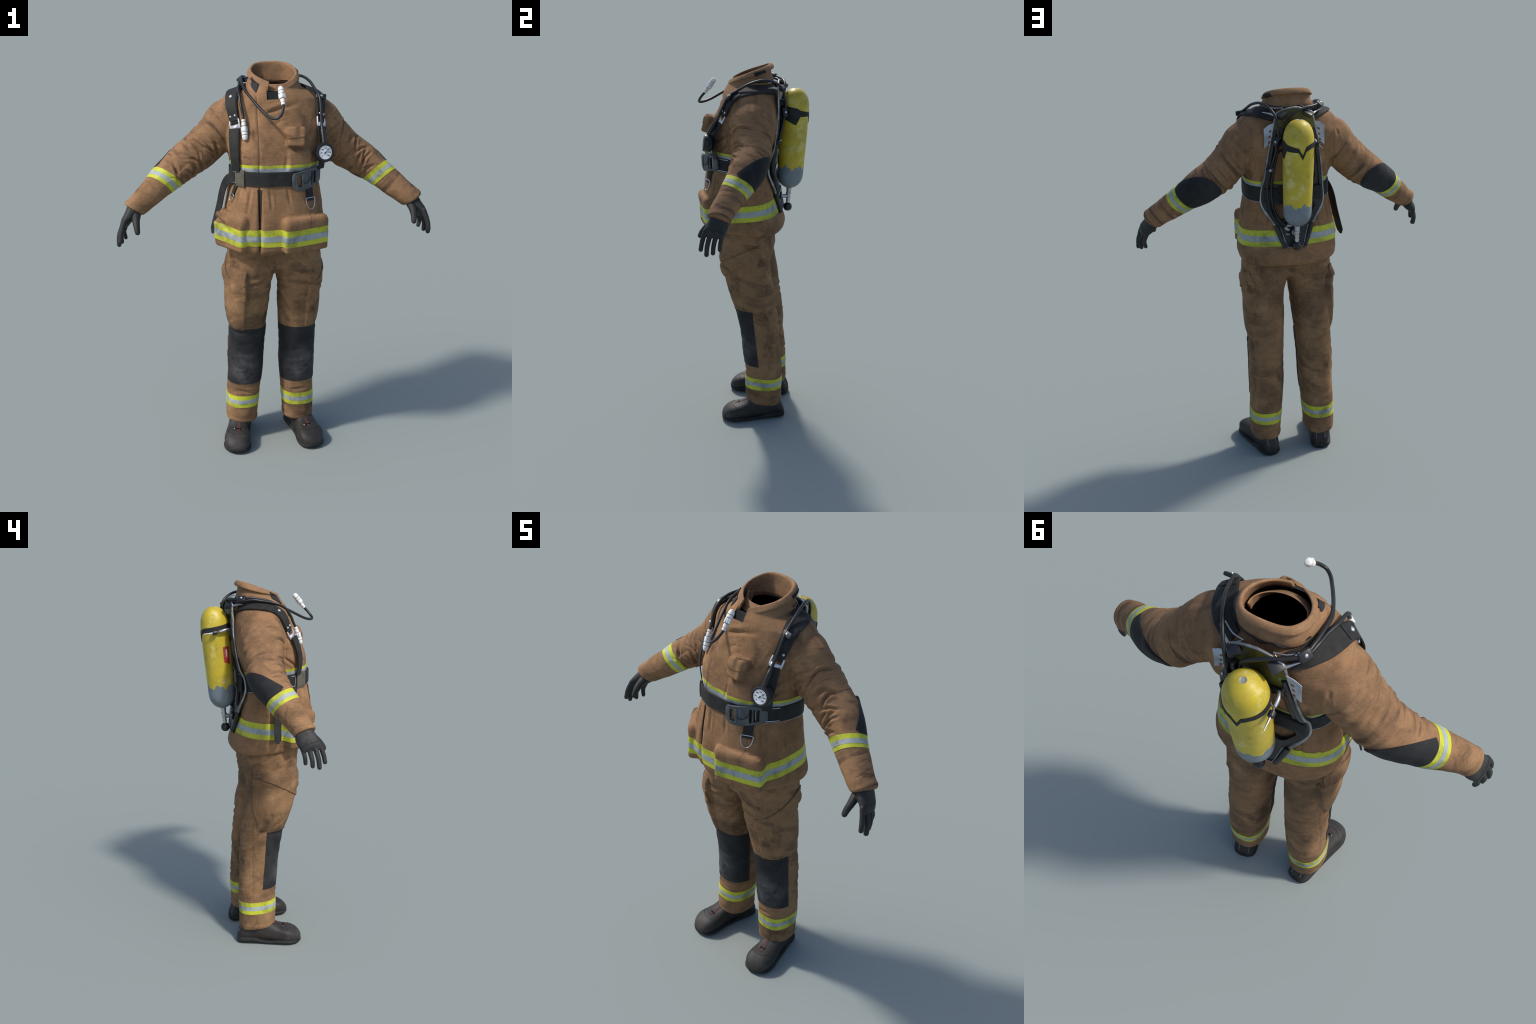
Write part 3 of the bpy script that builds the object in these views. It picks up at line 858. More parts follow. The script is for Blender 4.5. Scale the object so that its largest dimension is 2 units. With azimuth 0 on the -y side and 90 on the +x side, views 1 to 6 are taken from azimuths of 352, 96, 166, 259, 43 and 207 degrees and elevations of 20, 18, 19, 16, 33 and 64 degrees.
# ------------------------------------------------------------------ boots
def make_boot(sg):
    heel, toe = V((.137, .137, 0)), V((.207, -.214, 0))
    ax = (toe - heel); L = ax.length; ax.normalize(); sd = V((-ax.y, ax.x, 0))
    if sd.x < 0: sd = -sd            # outer side is +x
    # u, half inner, half outer, height, top narrowing
    T = [(0, .022, .022, .070), (.004, .034, .034, .105), (.012, .044, .044, .145), (.035, .051, .053, .17), (.09, .050, .057, .175), (.14, .048, .060, .172),
         (.18, .047, .063, .142), (.215, .052, .067, .112), (.25, .060, .072, .098), (.285, .065, .074, .092), (.315, .063, .066, .082), (.338, .050, .052, .066), (.350, .036, .037, .052), (.3575, .018, .018, .036)]
    def ring(u, zlo, grow=0., hmax=None, n=40):
        hi, ho, h = lerp_table(T, u)
        if hmax is not None: h = hmax
        out = []
        for j in range(n):
            a = 2*math.pi*j/n; c, s = math.cos(a), math.sin(a)
            e = 2/2.7
            w = (ho if c > 0 else hi) + grow
            zz = zlo + (h - zlo)*(.5 + .5*math.copysign(abs(s)**e, s))
            pinch = 1 - .16*ss(.05, .16, zz)*ss(.30, .2, u)
            p = heel + ax*u + sd*w*math.copysign(abs(c)**e, c)*pinch
            p += ax*.022*ss(.035, .12, zz)*ss(.06, .0, u)
            out.append(V((p.x*sg, p.y, zz)))
        return out
    us = [0, .002, .005, .010, .018] + [.03 + i*.0125 for i in range(25)] + [.338, .345, .350, .354, .3565, .3575]
    v, f = loft([ring(u, .008) for u in us])
    boot = add('boot', v, f, 'boot', ROOT)
    md = boot.modifiers.new('s', 'SUBSURF'); md.levels = 1; md.render_levels = 1
    # sole: wavy upper edge, arched waist
    rings = []
    for u in us:
        uu = min(max(u, .0), .3575)
        top = .030 - .012*math.exp(-((u - .17)/.05)**2) + .016*math.exp(-((u - .07)/.05)**2)*.6 - .004*ss(.25, .35, u)
        lo = .004*math.exp(-((u - .135)/.030)**2) + .008*ss(.31, .357, u)**2
        rings.append(ring(uu, lo, .0035, top + .004, 40))
    v, f = loft(rings)
    add('boot_sole', v, f, 'sole', boot)
    bv = bvh_of([boot])
    def down(p):
        h = bv.ray_cast(V((p.x, p.y, .3)), V((0, 0, -1)))
        return (h[0], h[1]) if h[0] else (V(p), V((0, 0, 1)))
    def at(u, w):
        p = heel + ax*u + sd*w
        return V((p.x*sg, p.y, 0))
    quad_drape('tongue_strip', [at(.200, -.008), at(.200, .008), at(.280, .006), at(.280, -.007)], 'red', boot, down, .0012, 6)
    for w in (-.021, .020):
        h, n = down(at(.258, w))
        lathe('eyelet', [(0, .0034), (.002, .0034), (.003, .002)], h, n, 'stud', boot, 14)
        tube('tongue_strap', [down(at(.258, w))[0] + V((0, 0, .0015)) for w in (-.021, -.01, 0, .01, .020)], .0032, 'sole', boot, 16, 8)
    # toe-cap seam and heel pipings
    tube('toe_seam', [down(at(.300 - .022*(w/.06)**2*1.4, w))[0] for w in (-.056, -.045, -.03, -.015, 0, .015, .03, .045, .058)], .0012, 'sole', boot, 30, 6)
    for w in (-.024, .024):
        pts = []
        for z in (.135, .11, .085, .062):
            o = heel + ax*(-.1) + sd*w
            h = bv.ray_cast(V((o.x*sg, o.y, z)), V((ax.x*sg, ax.y, 0)))
            if h[0]: pts.append(h[0])
        if len(pts) > 2: tube('heel_piping', pts, .0016, 'piping', boot, 14, 6)
    return boot
for sg in (1, -1): make_boot(sg)

# ------------------------------------------------------------------ gloves
def capsule(path, rad, seg=16, n=14):
    pts = curve(path, n); rings = []
    fr = frames(pts)
    def put(p, a, b, r): rings.append([p + (a*math.cos(2*math.pi*j/seg) + b*math.sin(2*math.pi*j/seg))*r for j in range(seg)])
    p, t, a, b = fr[0]; r0 = rad(0)
    for k in (75, 45, 20): put(p - t*r0*math.sin(math.radians(k)), a, b, r0*math.cos(math.radians(k)))
    for i, (p, t, a, b) in enumerate(fr): put(p, a, b, rad(i/(n-1)))
    p, t, a, b = fr[-1]; r1 = rad(1)
    for k in (20, 45, 75): put(p + t*r1*math.sin(math.radians(k)), a, b, r1*math.cos(math.radians(k)))
    return loft(rings)
def make_glove(sg):
    # defined for the -x hand as measured, mirrored for +x
    m = -sg
    def P(*a): return V(((a[0] - .003)*m, a[1], a[2]))
    parts = []
    # palm: oval sections from the cuff to the knuckles; (centre), (width axis half), (thickness axis half)
    S = [((-.655, -.075, 1.360), .036, .028), ((-.683, -.092, 1.334), .045, .034), ((-.702, -.102, 1.306), .052, .030), ((-.722, -.113, 1.284), .052, .024), ((-.732, -.119, 1.266), .050, .020), ((-.737, -.122, 1.252), .045, .015)]
    tab = [(i, *c, a, b) for i, (c, a, b) in enumerate(S)]
    wd0 = V((.10, .93, -.32)).normalized()   # from index side (front) to little-finger side (back)
    rings = []
    for i in range(18):
        q = lerp_table(tab, i*(len(S)-1)/17)
        q2 = lerp_table(tab, min(i+1, 17)*(len(S)-1)/17); q1 = lerp_table(tab, max(i-1, 0)*(len(S)-1)/17)
        t = (V(q2[:3]) - V(q1[:3])).normalized(); wd = (wd0 - t*wd0.dot(t)).normalized(); th = t.cross(wd)
        rings.append([P(*(V(q[:3]) + wd*q[3]*math.copysign(abs(math.cos(a))**.85, math.cos(a)) + th*q[4]*math.copysign(abs(math.sin(a))**.85, math.sin(a)))) for a in [2*math.pi*j/28 for j in range(28)]])
    parts.append(loft(rings))
    F = {  # base, mid, tip, radius
     'index': ((-.734, -.159, 1.288), (-.751, -.176, 1.237), (-.756, -.184, 1.199), .0118),
     'middle': ((-.738, -.135, 1.275), (-.760, -.150, 1.220), (-.763, -.156, 1.175), .0122),
     'ring': ((-.734, -.109, 1.265), (-.752, -.121, 1.215), (-.750, -.126, 1.179), .0118),
     'little': ((-.724, -.083, 1.255), (-.737, -.090, 1.220), (-.731, -.095, 1.190), .0110)}
    for b, mid, tip, r in F.values():
        parts.append(capsule([P(*b), P(*mid), P(*tip)], lambda t, r=r: r*(1.05 - .12*t)))
    parts.append(capsule([P(-.672, -.112, 1.322), P(-.678, -.158, 1.292), P(-.676, -.186, 1.264), P(-.674, -.197, 1.246)], lambda t: .0230 - .0098*t))
    bm = fuse(parts, .0021, 2, .5)
    for v in bm.verts:
        v.co += v.normal*(.0008*noise.noise(v.co*60))
    bm.normal_update()
    def key(c):
        d = V((c.x*m, c.y, c.z))
        if d.z < 1.262 - .30*(d.y + .12): 
            return 'T' if d.x > -.706 else 'F'
        return 'H'
    # palm and digits as one skin
    obs = split_regions(bm, lambda c: 'H', {'H': ('glove', 'glove')}, ROOT)
    g = obs['H']; g.parent = ROOT
    # seam round the back of the hand and gathered wrist
    def seam(i0):
        q = lerp_table(tab, i0); 
        q2 = lerp_table(tab, i0 + .1)
        t = (V(q2[:3]) - V(q[:3])).normalized(); wd = (wd0 - t*wd0.dot(t)).normalized(); th = t.cross(wd)
        bv = BVHTree.FromBMesh(bm); pts = []
        for k in range(13):
            a = math.pi*(k/12)
            c = V(q[:3]); d = wd*math.cos(a)*.06 - th*math.sin(a)*.06
            if (th*-1).x > 0: d = wd*math.cos(a)*.06 + th*math.sin(a)*.06
            o = P(*(c + d)); c_ = P(*c)
            h = bv.ray_cast(o, (c_ - o).normalized())
            if h[0]: pts.append(h[0])
        return pts
    for s, r in ((3.25, .0013), (1.15, .0013)):
        pts = seam(s)
        if len(pts) > 5: tube('glove_seam', pts, r, 'patch', g, 40, 6)
    bm.free()
for sg in (1, -1): make_glove(sg)

# ------------------------------------------------------------------ straps
def strap(name, pts, width, thick, mat, parent, target=None, off=.004, n=40, nrm=None, drape=True, widthdir=None):
    """webbing: rounded flat section swept along pts, laid on the jacket"""
    path = curve(pts, n)
    P = []; N = []
    for p in path:
        if drape:
            q, nn = on_jacket(p, 0)
        else:
            q, nn = p, V(nrm)
        P.append(q); N.append(nn)
    for _ in range(6):   # stiff webbing bridges the small folds
        P = [P[0]] + [(P[i-1] + P[i]*2 + P[i+1])/4 for i in range(1, len(P)-1)] + [P[-1]]
        N = [N[0]] + [(N[i-1] + N[i]*2 + N[i+1]).normalized() for i in range(1, len(N)-1)] + [N[-1]]
    rings = []
    for i in range(n):
        t = (P[min(i+1, n-1)] - P[max(i-1, 0)]).normalized()
        nn = (N[i] - t*N[i].dot(t)).normalized(); b = t.cross(nn)
        w = width(i/(n-1)) if callable(width) else width
        th = thick(i/(n-1)) if callable(thick) else thick
        c = P[i] + nn*(off + th/2)
        prof = [(-.5, -.35), (-.47, -.5), (0, -.5), (.47, -.5), (.5, -.35), (.5, .35), (.47, .5), (.25, .5), (0, .5), (-.25, .5), (-.47, .5), (-.5, .35)]
        ring = []
        for a, d in prof:
            q = c + b*a*w + nn*d*th
            ring.append(q)
        rings.append(ring)
    v, f = loft(rings)
    ob = add(name, v, f, mat, parent, autosmooth=60)
    ob['mid'] = 0
    del ob['mid']
    return ob, P, N

def ring_loop(center, N_off, dir_out):
    pass

# waist belt round the jacket -------------------------------------------------
def belt_profile(a, off):
    """point on the waist at angle a"""
    d = V((math.cos(a), math.sin(a), 0))
    return d
def make_belt():
    n = 120; rings = []
    raw = []
    for i in range(n):
        a = 2*math.pi*i/n
        d = V((math.cos(a), math.sin(a)*.95, 0)).normalized()
        c0 = V((.008, -.07, 0))
        best = []
        for z0 in (-.028, 0, .028):
            zz = 1.477 + z0
            for _ in range(2):
                h = JBVH.ray_cast(V((c0.x, c0.y, zz)), d)
                yy = h[0].y if h[0] else 0
                zz = 1.477 - .09*yy + z0
            best.append((h[0] - V((c0.x, c0.y, zz))).length if h[0] and (h[0].xy - c0.xy).length < .27 else .2)
        raw.append((d, max(best)))
    for _ in range(4):
        raw = [(raw[i][0], max(raw[i][1]*.5 + (raw[i-1][1] + raw[(i+1) % n][1])*.25, raw[i][1] - .002)) for i in range(n)]
    for d, r in raw:
        base = V((.008, -.07, 0)) + d*(r + .004)
        zc = 1.477 - .088*base.y; hw = .0345 + .0035*ss(.0, .1, base.y)
        o = d*.0055
        rings.append([base + V((0, 0, zc - hw)), base + o + V((0, 0, zc - hw + .001)), base + o*1.12 + V((0, 0, zc)), base + o + V((0, 0, zc + hw - .001)), base + V((0, 0, zc + hw))])
    rings.append(rings[0])
    v, f = loft(rings, True, False)
    return add('waist_belt', v, f, 'web', ROOT, autosmooth=50), raw
BELT, BRAW = make_belt()
def belt_pt(x, dz=0, off=0., front=True):
    """point on the belt's outer face in front (or at the back) at given x"""
    best = None
    for d, r in BRAW:
        if (d.y < 0) != front: continue
        p = V((.008, -.07, 0)) + d*(r + .0095 + off)
        if best is None or abs(p.x - x) < abs(best[0].x - x): best = (p, d)
    p, d = best
    p = V((x, p.y, 1.477 - .088*p.y + dz))
    return p, d

# pale edging below the belt and the adjuster loop on the +x side
def belt_run(a0, a1, dz, off=.012, n=20):
    out = []
    for i in range(n):
        a = a0 + (a1 - a0)*i/(n-1)
        k = int(round((a % (2*math.pi))/(2*math.pi)*120)) % 120
        d, r = BRAW[k]
        p = V((.008, -.07, 0)) + d*(r + off)
        p.z = 1.477 - .088*p.y + dz
        out.append(p)
    return out
R_ = math.radians
tube('belt_edging', belt_run(R_(-42), R_(88), -.040, .007), .0022, 'tube', BELT, 60, 8)
tube('belt_edging', belt_run(R_(92), R_(190), -.040, .007), .0022, 'tube', BELT, 60, 8)
run1 = belt_run(R_(-42), R_(-12), .031, .0115); run2 = belt_run(R_(-42), R_(-12), -.031, .0115)
tube('adjuster_loop', run1[::-1] + run2, .0025, 'chrome', BELT, 70, 8)
run1 = belt_run(R_(204), R_(197), .025, .0115, 4); run2 = belt_run(R_(204), R_(197), -.028, .0115, 4)
tube('adjuster_loop', run1[::-1] + run2, .0020, 'chrome', BELT, 40, 8)

# buckle: a plate with a window and slots -------------------------------------
def plate(name, outer, holes, depth, warp, mat, parent, bevel=.002, step=.02):
    """flat outline (u, v) with holes, given thickness, then bent by warp(u, v, w)"""
    cu = bpy.data.curves.new('plate', 'CURVE'); cu.dimensions = '2D'; cu.fill_mode = 'BOTH'
    cu.extrude = depth/2; cu.bevel_depth = bevel; cu.bevel_resolution = 1; cu.offset = -bevel
    for poly in [outer] + list(holes):
        sp = cu.splines.new('POLY'); sp.points.add(len(poly) - 1); sp.use_cyclic_u = True
        for q, p in zip(sp.points, poly): q.co = (p[0], p[1], 0, 1)
    ob = bpy.data.objects.new('plate', cu); C.scene.collection.objects.link(ob)
    dg = C.evaluated_depsgraph_get(); dg.update()
    me = ob.evaluated_get(dg).to_mesh()
    bm = bmesh.new(); bm.from_mesh(me); ob.evaluated_get(dg).to_mesh_clear()
    bpy.data.objects.remove(ob); bpy.data.curves.remove(cu)
    bmesh.ops.remove_doubles(bm, verts=bm.verts, dist=1e-5)
    us = [p[0] for p in outer]; vs = [p[1] for p in outer]
    for k, lo, hi in ((0, min(us), max(us)), (1, min(vs), max(vs))):
        x = lo + step
        while x < hi:
            co = V((0, 0, 0)); co[k] = x; no = V((0, 0, 0)); no[k] = 1
            bmesh.ops.bisect_plane(bm, geom=bm.verts[:] + bm.edges[:] + bm.faces[:], plane_co=co, plane_no=no)
            x += step
    for v in bm.verts: v.co = warp(v.co.x, v.co.y, v.co.z)
    bmesh.ops.recalc_face_normals(bm, faces=bm.faces)
    return from_bm(name, bm, mat, parent, auto=35)

def belt_warp(u, v, w):
    p, d = belt_pt(u, 0, 0)
    n = V((d.x*.7, d.y, 0)).normalized()
    return V((u, p.y, 1.477 - .088*p.y + v)) + n*(w + .007)
# smooth version of the belt line for hardware
bx0, bx1 = .048, .192
pA, _ = belt_pt(bx0); pM, _ = belt_pt((bx0+bx1)/2); pB, _ = belt_pt(bx1)
def buckle_warp(u, v, w):
    t = (u - bx0)/(bx1 - bx0)
    y = pA.y*(2*(t-.5)*(t-1)) + pM.y*(4*t*(1-t)) + pB.y*(2*t*(t-.5))
    dy = pA.y*(4*t-3) + pM.y*(4-8*t) + pB.y*(4*t-1)
    n = V((dy/(bx1-bx0), -1, 0)).normalized()
    return V((u, y, 1.494 + v)) + n*(w + .010)
outer = [(.050, -.028), (.056, -.040), (.075, -.052), (.100, -.054), (.150, -.044), (.180, -.034), (.190, -.020), (.190, .022), (.184, .040), (.150, .048), (.110, .042), (.056, .034), (.050, .022)]
win = [(.068, -.034), (.068, .022), (.096, .025), (.096, -.036)]
slot = [(.139, -.035), (.139, .030), (.146, .031), (.146, -.034)]
win2 = [(.152, -.030), (.152, .030), (.168, .030), (.168, -.026)]
plate('buckle', outer, [win, slot, win2], .008, buckle_warp, 'buckle', BELT, .002)
plate('buckle_window', [(.0655, -.037), (.0655, .025), (.073, .026), (.073, -.030), (.090, -.032), (.090, .027), (.099, .028), (.099, -.040)], [], .006, lambda u, v, w: buckle_warp(u, v, w + .006), 'buckle', BELT, .001)
plate('buckle_latch', [(.1, -.012), (.108, -.016), (.120, -.014), (.130, -.004), (.136, .008), (.136, .0), (.130, -.011), (.120, -.020), (.108, -.022), (.1, -.018)], [], .003, lambda u, v, w: buckle_warp(u, v, w + .006), 'ink', BELT, .0005)
plate('buckle_backing', [(.072, -.030), (.072, .012), (.092, .014), (.092, -.032)], [], .002, lambda u, v, w: buckle_warp(u, v, w - .0045), 'jacket', BELT, .0003)
plate('buckle_backing', [(.072, .014), (.072, .020), (.092, .022), (.092, .016)], [], .002, lambda u, v, w: buckle_warp(u, v, w - .0045), 'yellow', BELT, .0003)
# keeper on the -x side
kp = [belt_pt(x) for x in (-.200, -.190, -.178, -.168)]
v, f = loft([[p + V((d.x, d.y, 0))*o + V((0, 0, z)) for o, z in ((-.004, -.042), (.004, -.041), (.006, -.02), (.006, .02), (.004, .039), (-.004, .040))] for p, d in kp])
add('belt_keeper', v, f, 'keeper', BELT, autosmooth=40)

# D-ring tabs
def dring(x0, x1, z0, z1, lean, parent):
    c = on_jacket(((x0[0]+x0[1])/2, -.35, z0), 0, (0, 1, 0))[0]
    pts = lean or [on_jacket((xx, -.4, zz), .004, (0, 1, 0))[0] for xx, zz in (((x0[0]+x0[1])/2, z0), ((x0[0]+x0[1]+x1[0]+x1[1])/4, (z0+z1)/2), ((x1[0]+x1[1])/2, z1))]
    w = abs(x0[1]-x0[0])
    ob, P, N = strap('ring_tab', pts, w, .005, 'web', parent, off=.002, n=16)
    e = P[-1]; t = (P[-1] - P[-4]).normalized(); nn = N[-1]; b = t.cross(nn)
    r = w*.62
    loop = []
    for k in range(25):
        a = math.pi*k/24
        loop.append(e + nn*.007 + b*r*math.cos(a) + t*(math.sin(a)*r*1.55 + .0))
    loop = [e + nn*.007 + b*r - t*.012] + loop + [e + nn*.007 - b*r - t*.012]
    loop.append(loop[0])
    tube('d_ring', loop, .0024, 'chrome', parent, 80, 8)
dring((.116, .160), (.118, .166), 1.445, 1.384, 0, BELT)
dring((-.215, -.190), (-.238, -.215), 1.455, 1.398, [on_jacket(p, .004)[0] for p in ((-.204, -.165, 1.46), (-.213, -.158, 1.43), (-.222, -.152, 1.395))], BELT)
# loose tail of the belt hanging at the -x side
strap('belt_tail', [(-.206, -.130, 1.478), (-.226, -.100, 1.470), (-.243, -.072, 1.440), (-.256, -.060, 1.395), (-.268, -.055, 1.33), (-.285, -.052, 1.26), (-.306, -.050, 1.178)], lambda t: .052 - .008*t - .03*ss(.93, 1, t), .005, 'web', BELT, drape=False, nrm=(-.85, -.45, .2), off=0)

# ------------------------------------------------------------------ shoulder harness
def shoulder(sg):
    m = sg
    back = [(.098, .150, 1.886), (.135, .115, 1.893), (.165, .06, 1.893), (.188, .0, 1.880), (.200, -.045, 1.855), (.206, -.09, 1.812), (.207, -.128, 1.755)]
    pts = [(x*m, y, z) for x, y, z in back]
    ob, P, N = strap('shoulder_strap', pts, lambda t: .058 + .028*math.exp(-((t - .42)/.25)**2) - .010*ss(.8, 1, t), .009, 'pad', ROOT, off=.002, n=50)
    # second layer: leather end with studs
    ob2, P2, N2 = strap('strap_leather', [P[i] for i in (30, 33, 36, 40, 44, 49)], lambda t: .058 - .008*t, .005, 'web', ob, off=.009, n=20)
    def stud(i, w, r=.0065):
        t = (P[min(i+1, 49)] - P[i-1]).normalized(); b = t.cross(N[i])
        p = P[i] + N[i]*.0145 + b*w
        lathe('stud', [(0, r), (.003, r*.9), (.0055, r*.5), (.006, .0005)], p, N[i], 'stud', ob, 18)
    stud(46, -.013); stud(46, .013)
    if sg < 0: stud(34, 0., .0095)
    # clip
    e, nn = P[-1], N[-1]; t = (P[-1] - P[-5]).normalized(); b = t.cross(nn)
    def q(a, c, d): return e + b*a + t*c + nn*(.010 + d)
    tube('strap_clip', [q(-.024, -.004, 0), q(-.026, .015, .003), q(-.024, .035, .004), q(-.012, .044, .004), q(.012, .044, .004), q(.024, .035, .004), q(.026, .015, .003), q(.024, -.004, 0)], .0042, 'clip', ob, 50, 10)
    v, f = loft([[q(a, c, d) for a, c, d in ((-.022, .022, w), (.022, .022, w), (.023, .036, w), (.013, .048, w), (-.013, .048, w), (-.023, .036, w))] for w in (.001, .009)])
    add('clip_plate', v, f, 'clip', ob, autosmooth=30)
    tube('clip_bar', [q(-.024, .008, 0), q(.024, .008, 0)], .004, 'plastic', ob, 6, 8)
    # lower webbing to the belt
    lo = [(.207*m, -.150, 1.722), (.210*m, -.166, 1.68), (.211*m, -.178, 1.64), (.210*m, -.184, 1.60), (.206*m, -.182, 1.56), (.203*m, -.178, 1.525)]
    lo = [V(p) for p in lo]
    for k, p in enumerate(lo):
        h = JBVH.find_nearest(p)
        if (p - h[0]).dot(h[1]) < .006: lo[k] = h[0] + h[1]*.006
    strap('lower_strap', lo, lambda t: .053 - .012*t**2, .005, 'web', ob, off=0., n=30, drape=False, nrm=(.62*m, -.77, .2))
    return ob, P, N
SL = shoulder(1); SR = shoulder(-1)

# ------------------------------------------------------------------ back frame
YT = [(1.18, .143, 0), (1.24, .132, 0), (1.30, .122, 0), (1.38, .104, .008), (1.44, .092, .016), (1.50, .097, .016), (1.56, .121, .014), (1.65, .136, .010), (1.74, .144, .006), (1.86, .150, 0), (1.91, .147, 0)]
def frame_y(x, z):
    y, cv = lerp_table(YT, z)
    return y + cv*(1 - min(1, (x/.16)**2))
def fw(u, v, w):
    return V((u, frame_y(u, v) - w, v))
EDGE = [(.0, 1.907), (.03, 1.903), (.056, 1.896), (.090, 1.880), (.096, 1.860), (.108, 1.80), (.121, 1.740), (.136, 1.65), (.150, 1.55), (.158, 1.505), (.163, 1.46), (.163, 1.425), (.150, 1.39), (.120, 1.345), (.092, 1.300)]
EDGE2 = [(.092, 1.300), (.072, 1.245), (.050, 1.194), (.02, 1.190), (0, 1.190)]
def smooth_poly(p, n):
    return [(q.x, q.y) for q in curve([V((a, b, 0)) for a, b in p], n)]
# spine plate: upper solid panel, windows each side below, waist bar, lower V with windows
rt = smooth_poly(EDGE, 60)
up = [p for p in rt if p[1] > 1.705]
FR = plate('back_frame', [(x*.97, z - .004) for x, z in up] + [(-x*.97, z - .004) for x, z in up[::-1]][:-1], [], .006, fw, 'olive', ROOT, .001, .025)
low = [p for p in rt if p[1] <= 1.715]
outl = [(x*.985, z) for x, z in low] + [(x, z) for x, z in smooth_poly(EDGE2, 12)][1:]
outl = outl + [(-x, z) for x, z in outl[::-1]][1:]
winR = [(.030, 1.685), (.070, 1.692), (.088, 1.675), (.096, 1.62), (.110, 1.555), (.106, 1.525), (.09, 1.518), (.030, 1.510)]
winL = [(.028, 1.415), (.112, 1.412), (.116, 1.395), (.078, 1.345), (.060, 1.335), (.030, 1.340)]
holes = [smooth for smooth in (winR, [(-x, z) for x, z in winR], winL, [(-x, z) for x, z in winL])]
plate('frame_panel', outl, holes, .010, fw, 'plastic', FR, .002, .025)
# raised ribs of the lower cup and the spine
for sg in (1, -1):
    path = [V((x*sg, frame_y(x, z) + .004, z)) for x, z in EDGE]
    tube('frame_tube', path, lambda t: .0050 + .003*ss(.80, .9, t)*ss(1, .97, t), 'tube', FR, 120, 12)
    path = [V((x*sg, frame_y(x, z) + .005, z)) for x, z in EDGE2[:3]]
    tube('frame_foot', [path[0] + V((0, 0, .01))] + path, lambda t: .012, 'plastic', FR, 20, 12)
    path = [V((x*.80*sg, frame_y(x, z) + .009, z + .004)) for x, z in EDGE2]
    tube('frame_rib', path, .0022, 'tube', FR, 40, 8)
    # inner dark rail beside the tube
    path = [V(((x - .016)*sg, frame_y(x, z) + .007, z)) for x, z in EDGE[5:10]]
    tube('frame_rail', path, .009, 'plastic', FR, 50, 10)
    # shoulder connector block
    c = V((.070*sg, .164, 1.880)); ux = V((.034*sg, .018, -.018)); uy = V((-.004*sg, .036, -.012))
    box('frame_block', (.043, .046, .020), 'plastic', FR, c - V((0, 0, .006)), basis(ux, uy), .0025)
    tube('block_edge', [V((.056*sg, .143, 1.899)), V((.091*sg, .157, 1.882))], .0022, 'chrome', FR, 8, 8)
    # steel yoke running forward from the block to the pad
    tube('yoke_wire', [V((.05*sg, .140, 1.904)), V((.09*sg, .132, 1.905)), V((.13*sg, .105, 1.907))], lambda t: .003 - .0008*t, 'chrome', FR, 24, 8)
    tube('yoke_wire', [V((.096*sg, .152, 1.872)), V((.118*sg, .135, 1.880)), V((.148*sg, .108, 1.884))], lambda t: .0065*(1 - .75*t), 'chrome', FR, 24, 8)
    # name tag behind the tube
    y0 = .1585
    tg = plate('side_tag', [(.100*sg, 1.838), (.128*sg, 1.830), (.154*sg, 1.811), (.152*sg, 1.760), (.153*sg, 1.715), (.122*sg, 1.742)], [], .002, lambda u, v, w: V((u, y0 - w + .03*max(0, abs(u) - .10)*-1, v)), 'tag', FR, .0004)
    for k in range(3):
        plate('tag_print', [((.118 + .003*k)*sg, 1.806 - k*.027), ((.128 + .003*k)*sg, 1.800 - k*.027), ((.128 + .003*k)*sg, 1.790 - k*.027), ((.118 + .003*k)*sg, 1.796 - k*.027)], [], .001, lambda u, v, w: V((u, y0 + .0015 - w - .03*max(0, abs(u) - .10), v)), 'tagred', FR, .0002)
    plate('sticker', [(.092*sg, 1.800), (.078*sg, 1.806), (.070*sg, 1.795), (.078*sg, 1.784), (.094*sg, 1.782)], [], .001, lambda u, v, w: fw(u, v, w - .0048), 'green', FR, .0003)
# thin top lip and the cylinder cradle bar
tube('cradle_bar', [V((x, frame_y(x, 1.735) + .010, 1.735)) for x in (-.104, -.06, 0, .06, .104)], .008, 'plastic', FR, 20, 10)
box('spine', (.055, .014, .50), 'plastic', FR, (0, .121, 1.56), Matrix.Rotation(-.07, 3, 'X'), .004)
box('waist_bar', (.300, .012, .072), 'web', FR, (0, frame_y(.0, 1.465) + .006, 1.465), None, .004)
# dark ribbon laid round the nape of the neck
tube('neck_cord', [V(p) for p in ((-.128, .045, 1.912), (-.10, .082, 1.899), (-.065, .110, 1.900), (-.030, .116, 1.908), (0, .120, 1.893), (.035, .116, 1.902), (.075, .107, 1.906), (.112, .078, 1.910), (.128, .04, 1.912))], .0028, 'hose', FR, 60, 8)

# ------------------------------------------------------------------ cylinder
neck = V((0, .189, 1.311)); topp = V((0, .243, 1.862))
axd = (topp - neck).normalized(); CL = (topp - neck).length
prof = [(0, .0125), (.006, .014), (.010, .022), (.020, .040), (.034, .054), (.052, .0645), (.070, .0695), (.095, .0715), (.16, .0725), (.24, .0745), (.33, .0760), (.42, .0765), (.460, .0752), (.485, .0720), (.507, .0655), (.525, .0555), (.539, .0430), (.548, .0290), (.5525, .0165), (.5535, .012), (.5515, .008), (.551, .0005)]
tab = [(i, s, r) for i, (s, r) in enumerate(prof)]
seg = 64; rings = []
for i in range(len(prof)*3 - 2):
    s, r = lerp_table(tab, i/3)
    rings.append([V((max(r, 2e-4)*math.cos(2*math.pi*j/seg), max(r, 2e-4)*math.sin(2*math.pi*j/seg), s)) for j in range(seg)])
v, f = loft(rings)
CYL = add('air_cylinder', v, f, 'cyl', ROOT)
CYL.location = neck
CYL.rotation_euler = axd.to_track_quat('Z', 'Y').to_euler()
mw = Matrix.Translation(neck) @ axd.to_track_quat('Z', 'Y').to_matrix().to_4x4()
q_ = axd.to_track_quat('Z', 'Y').to_matrix()
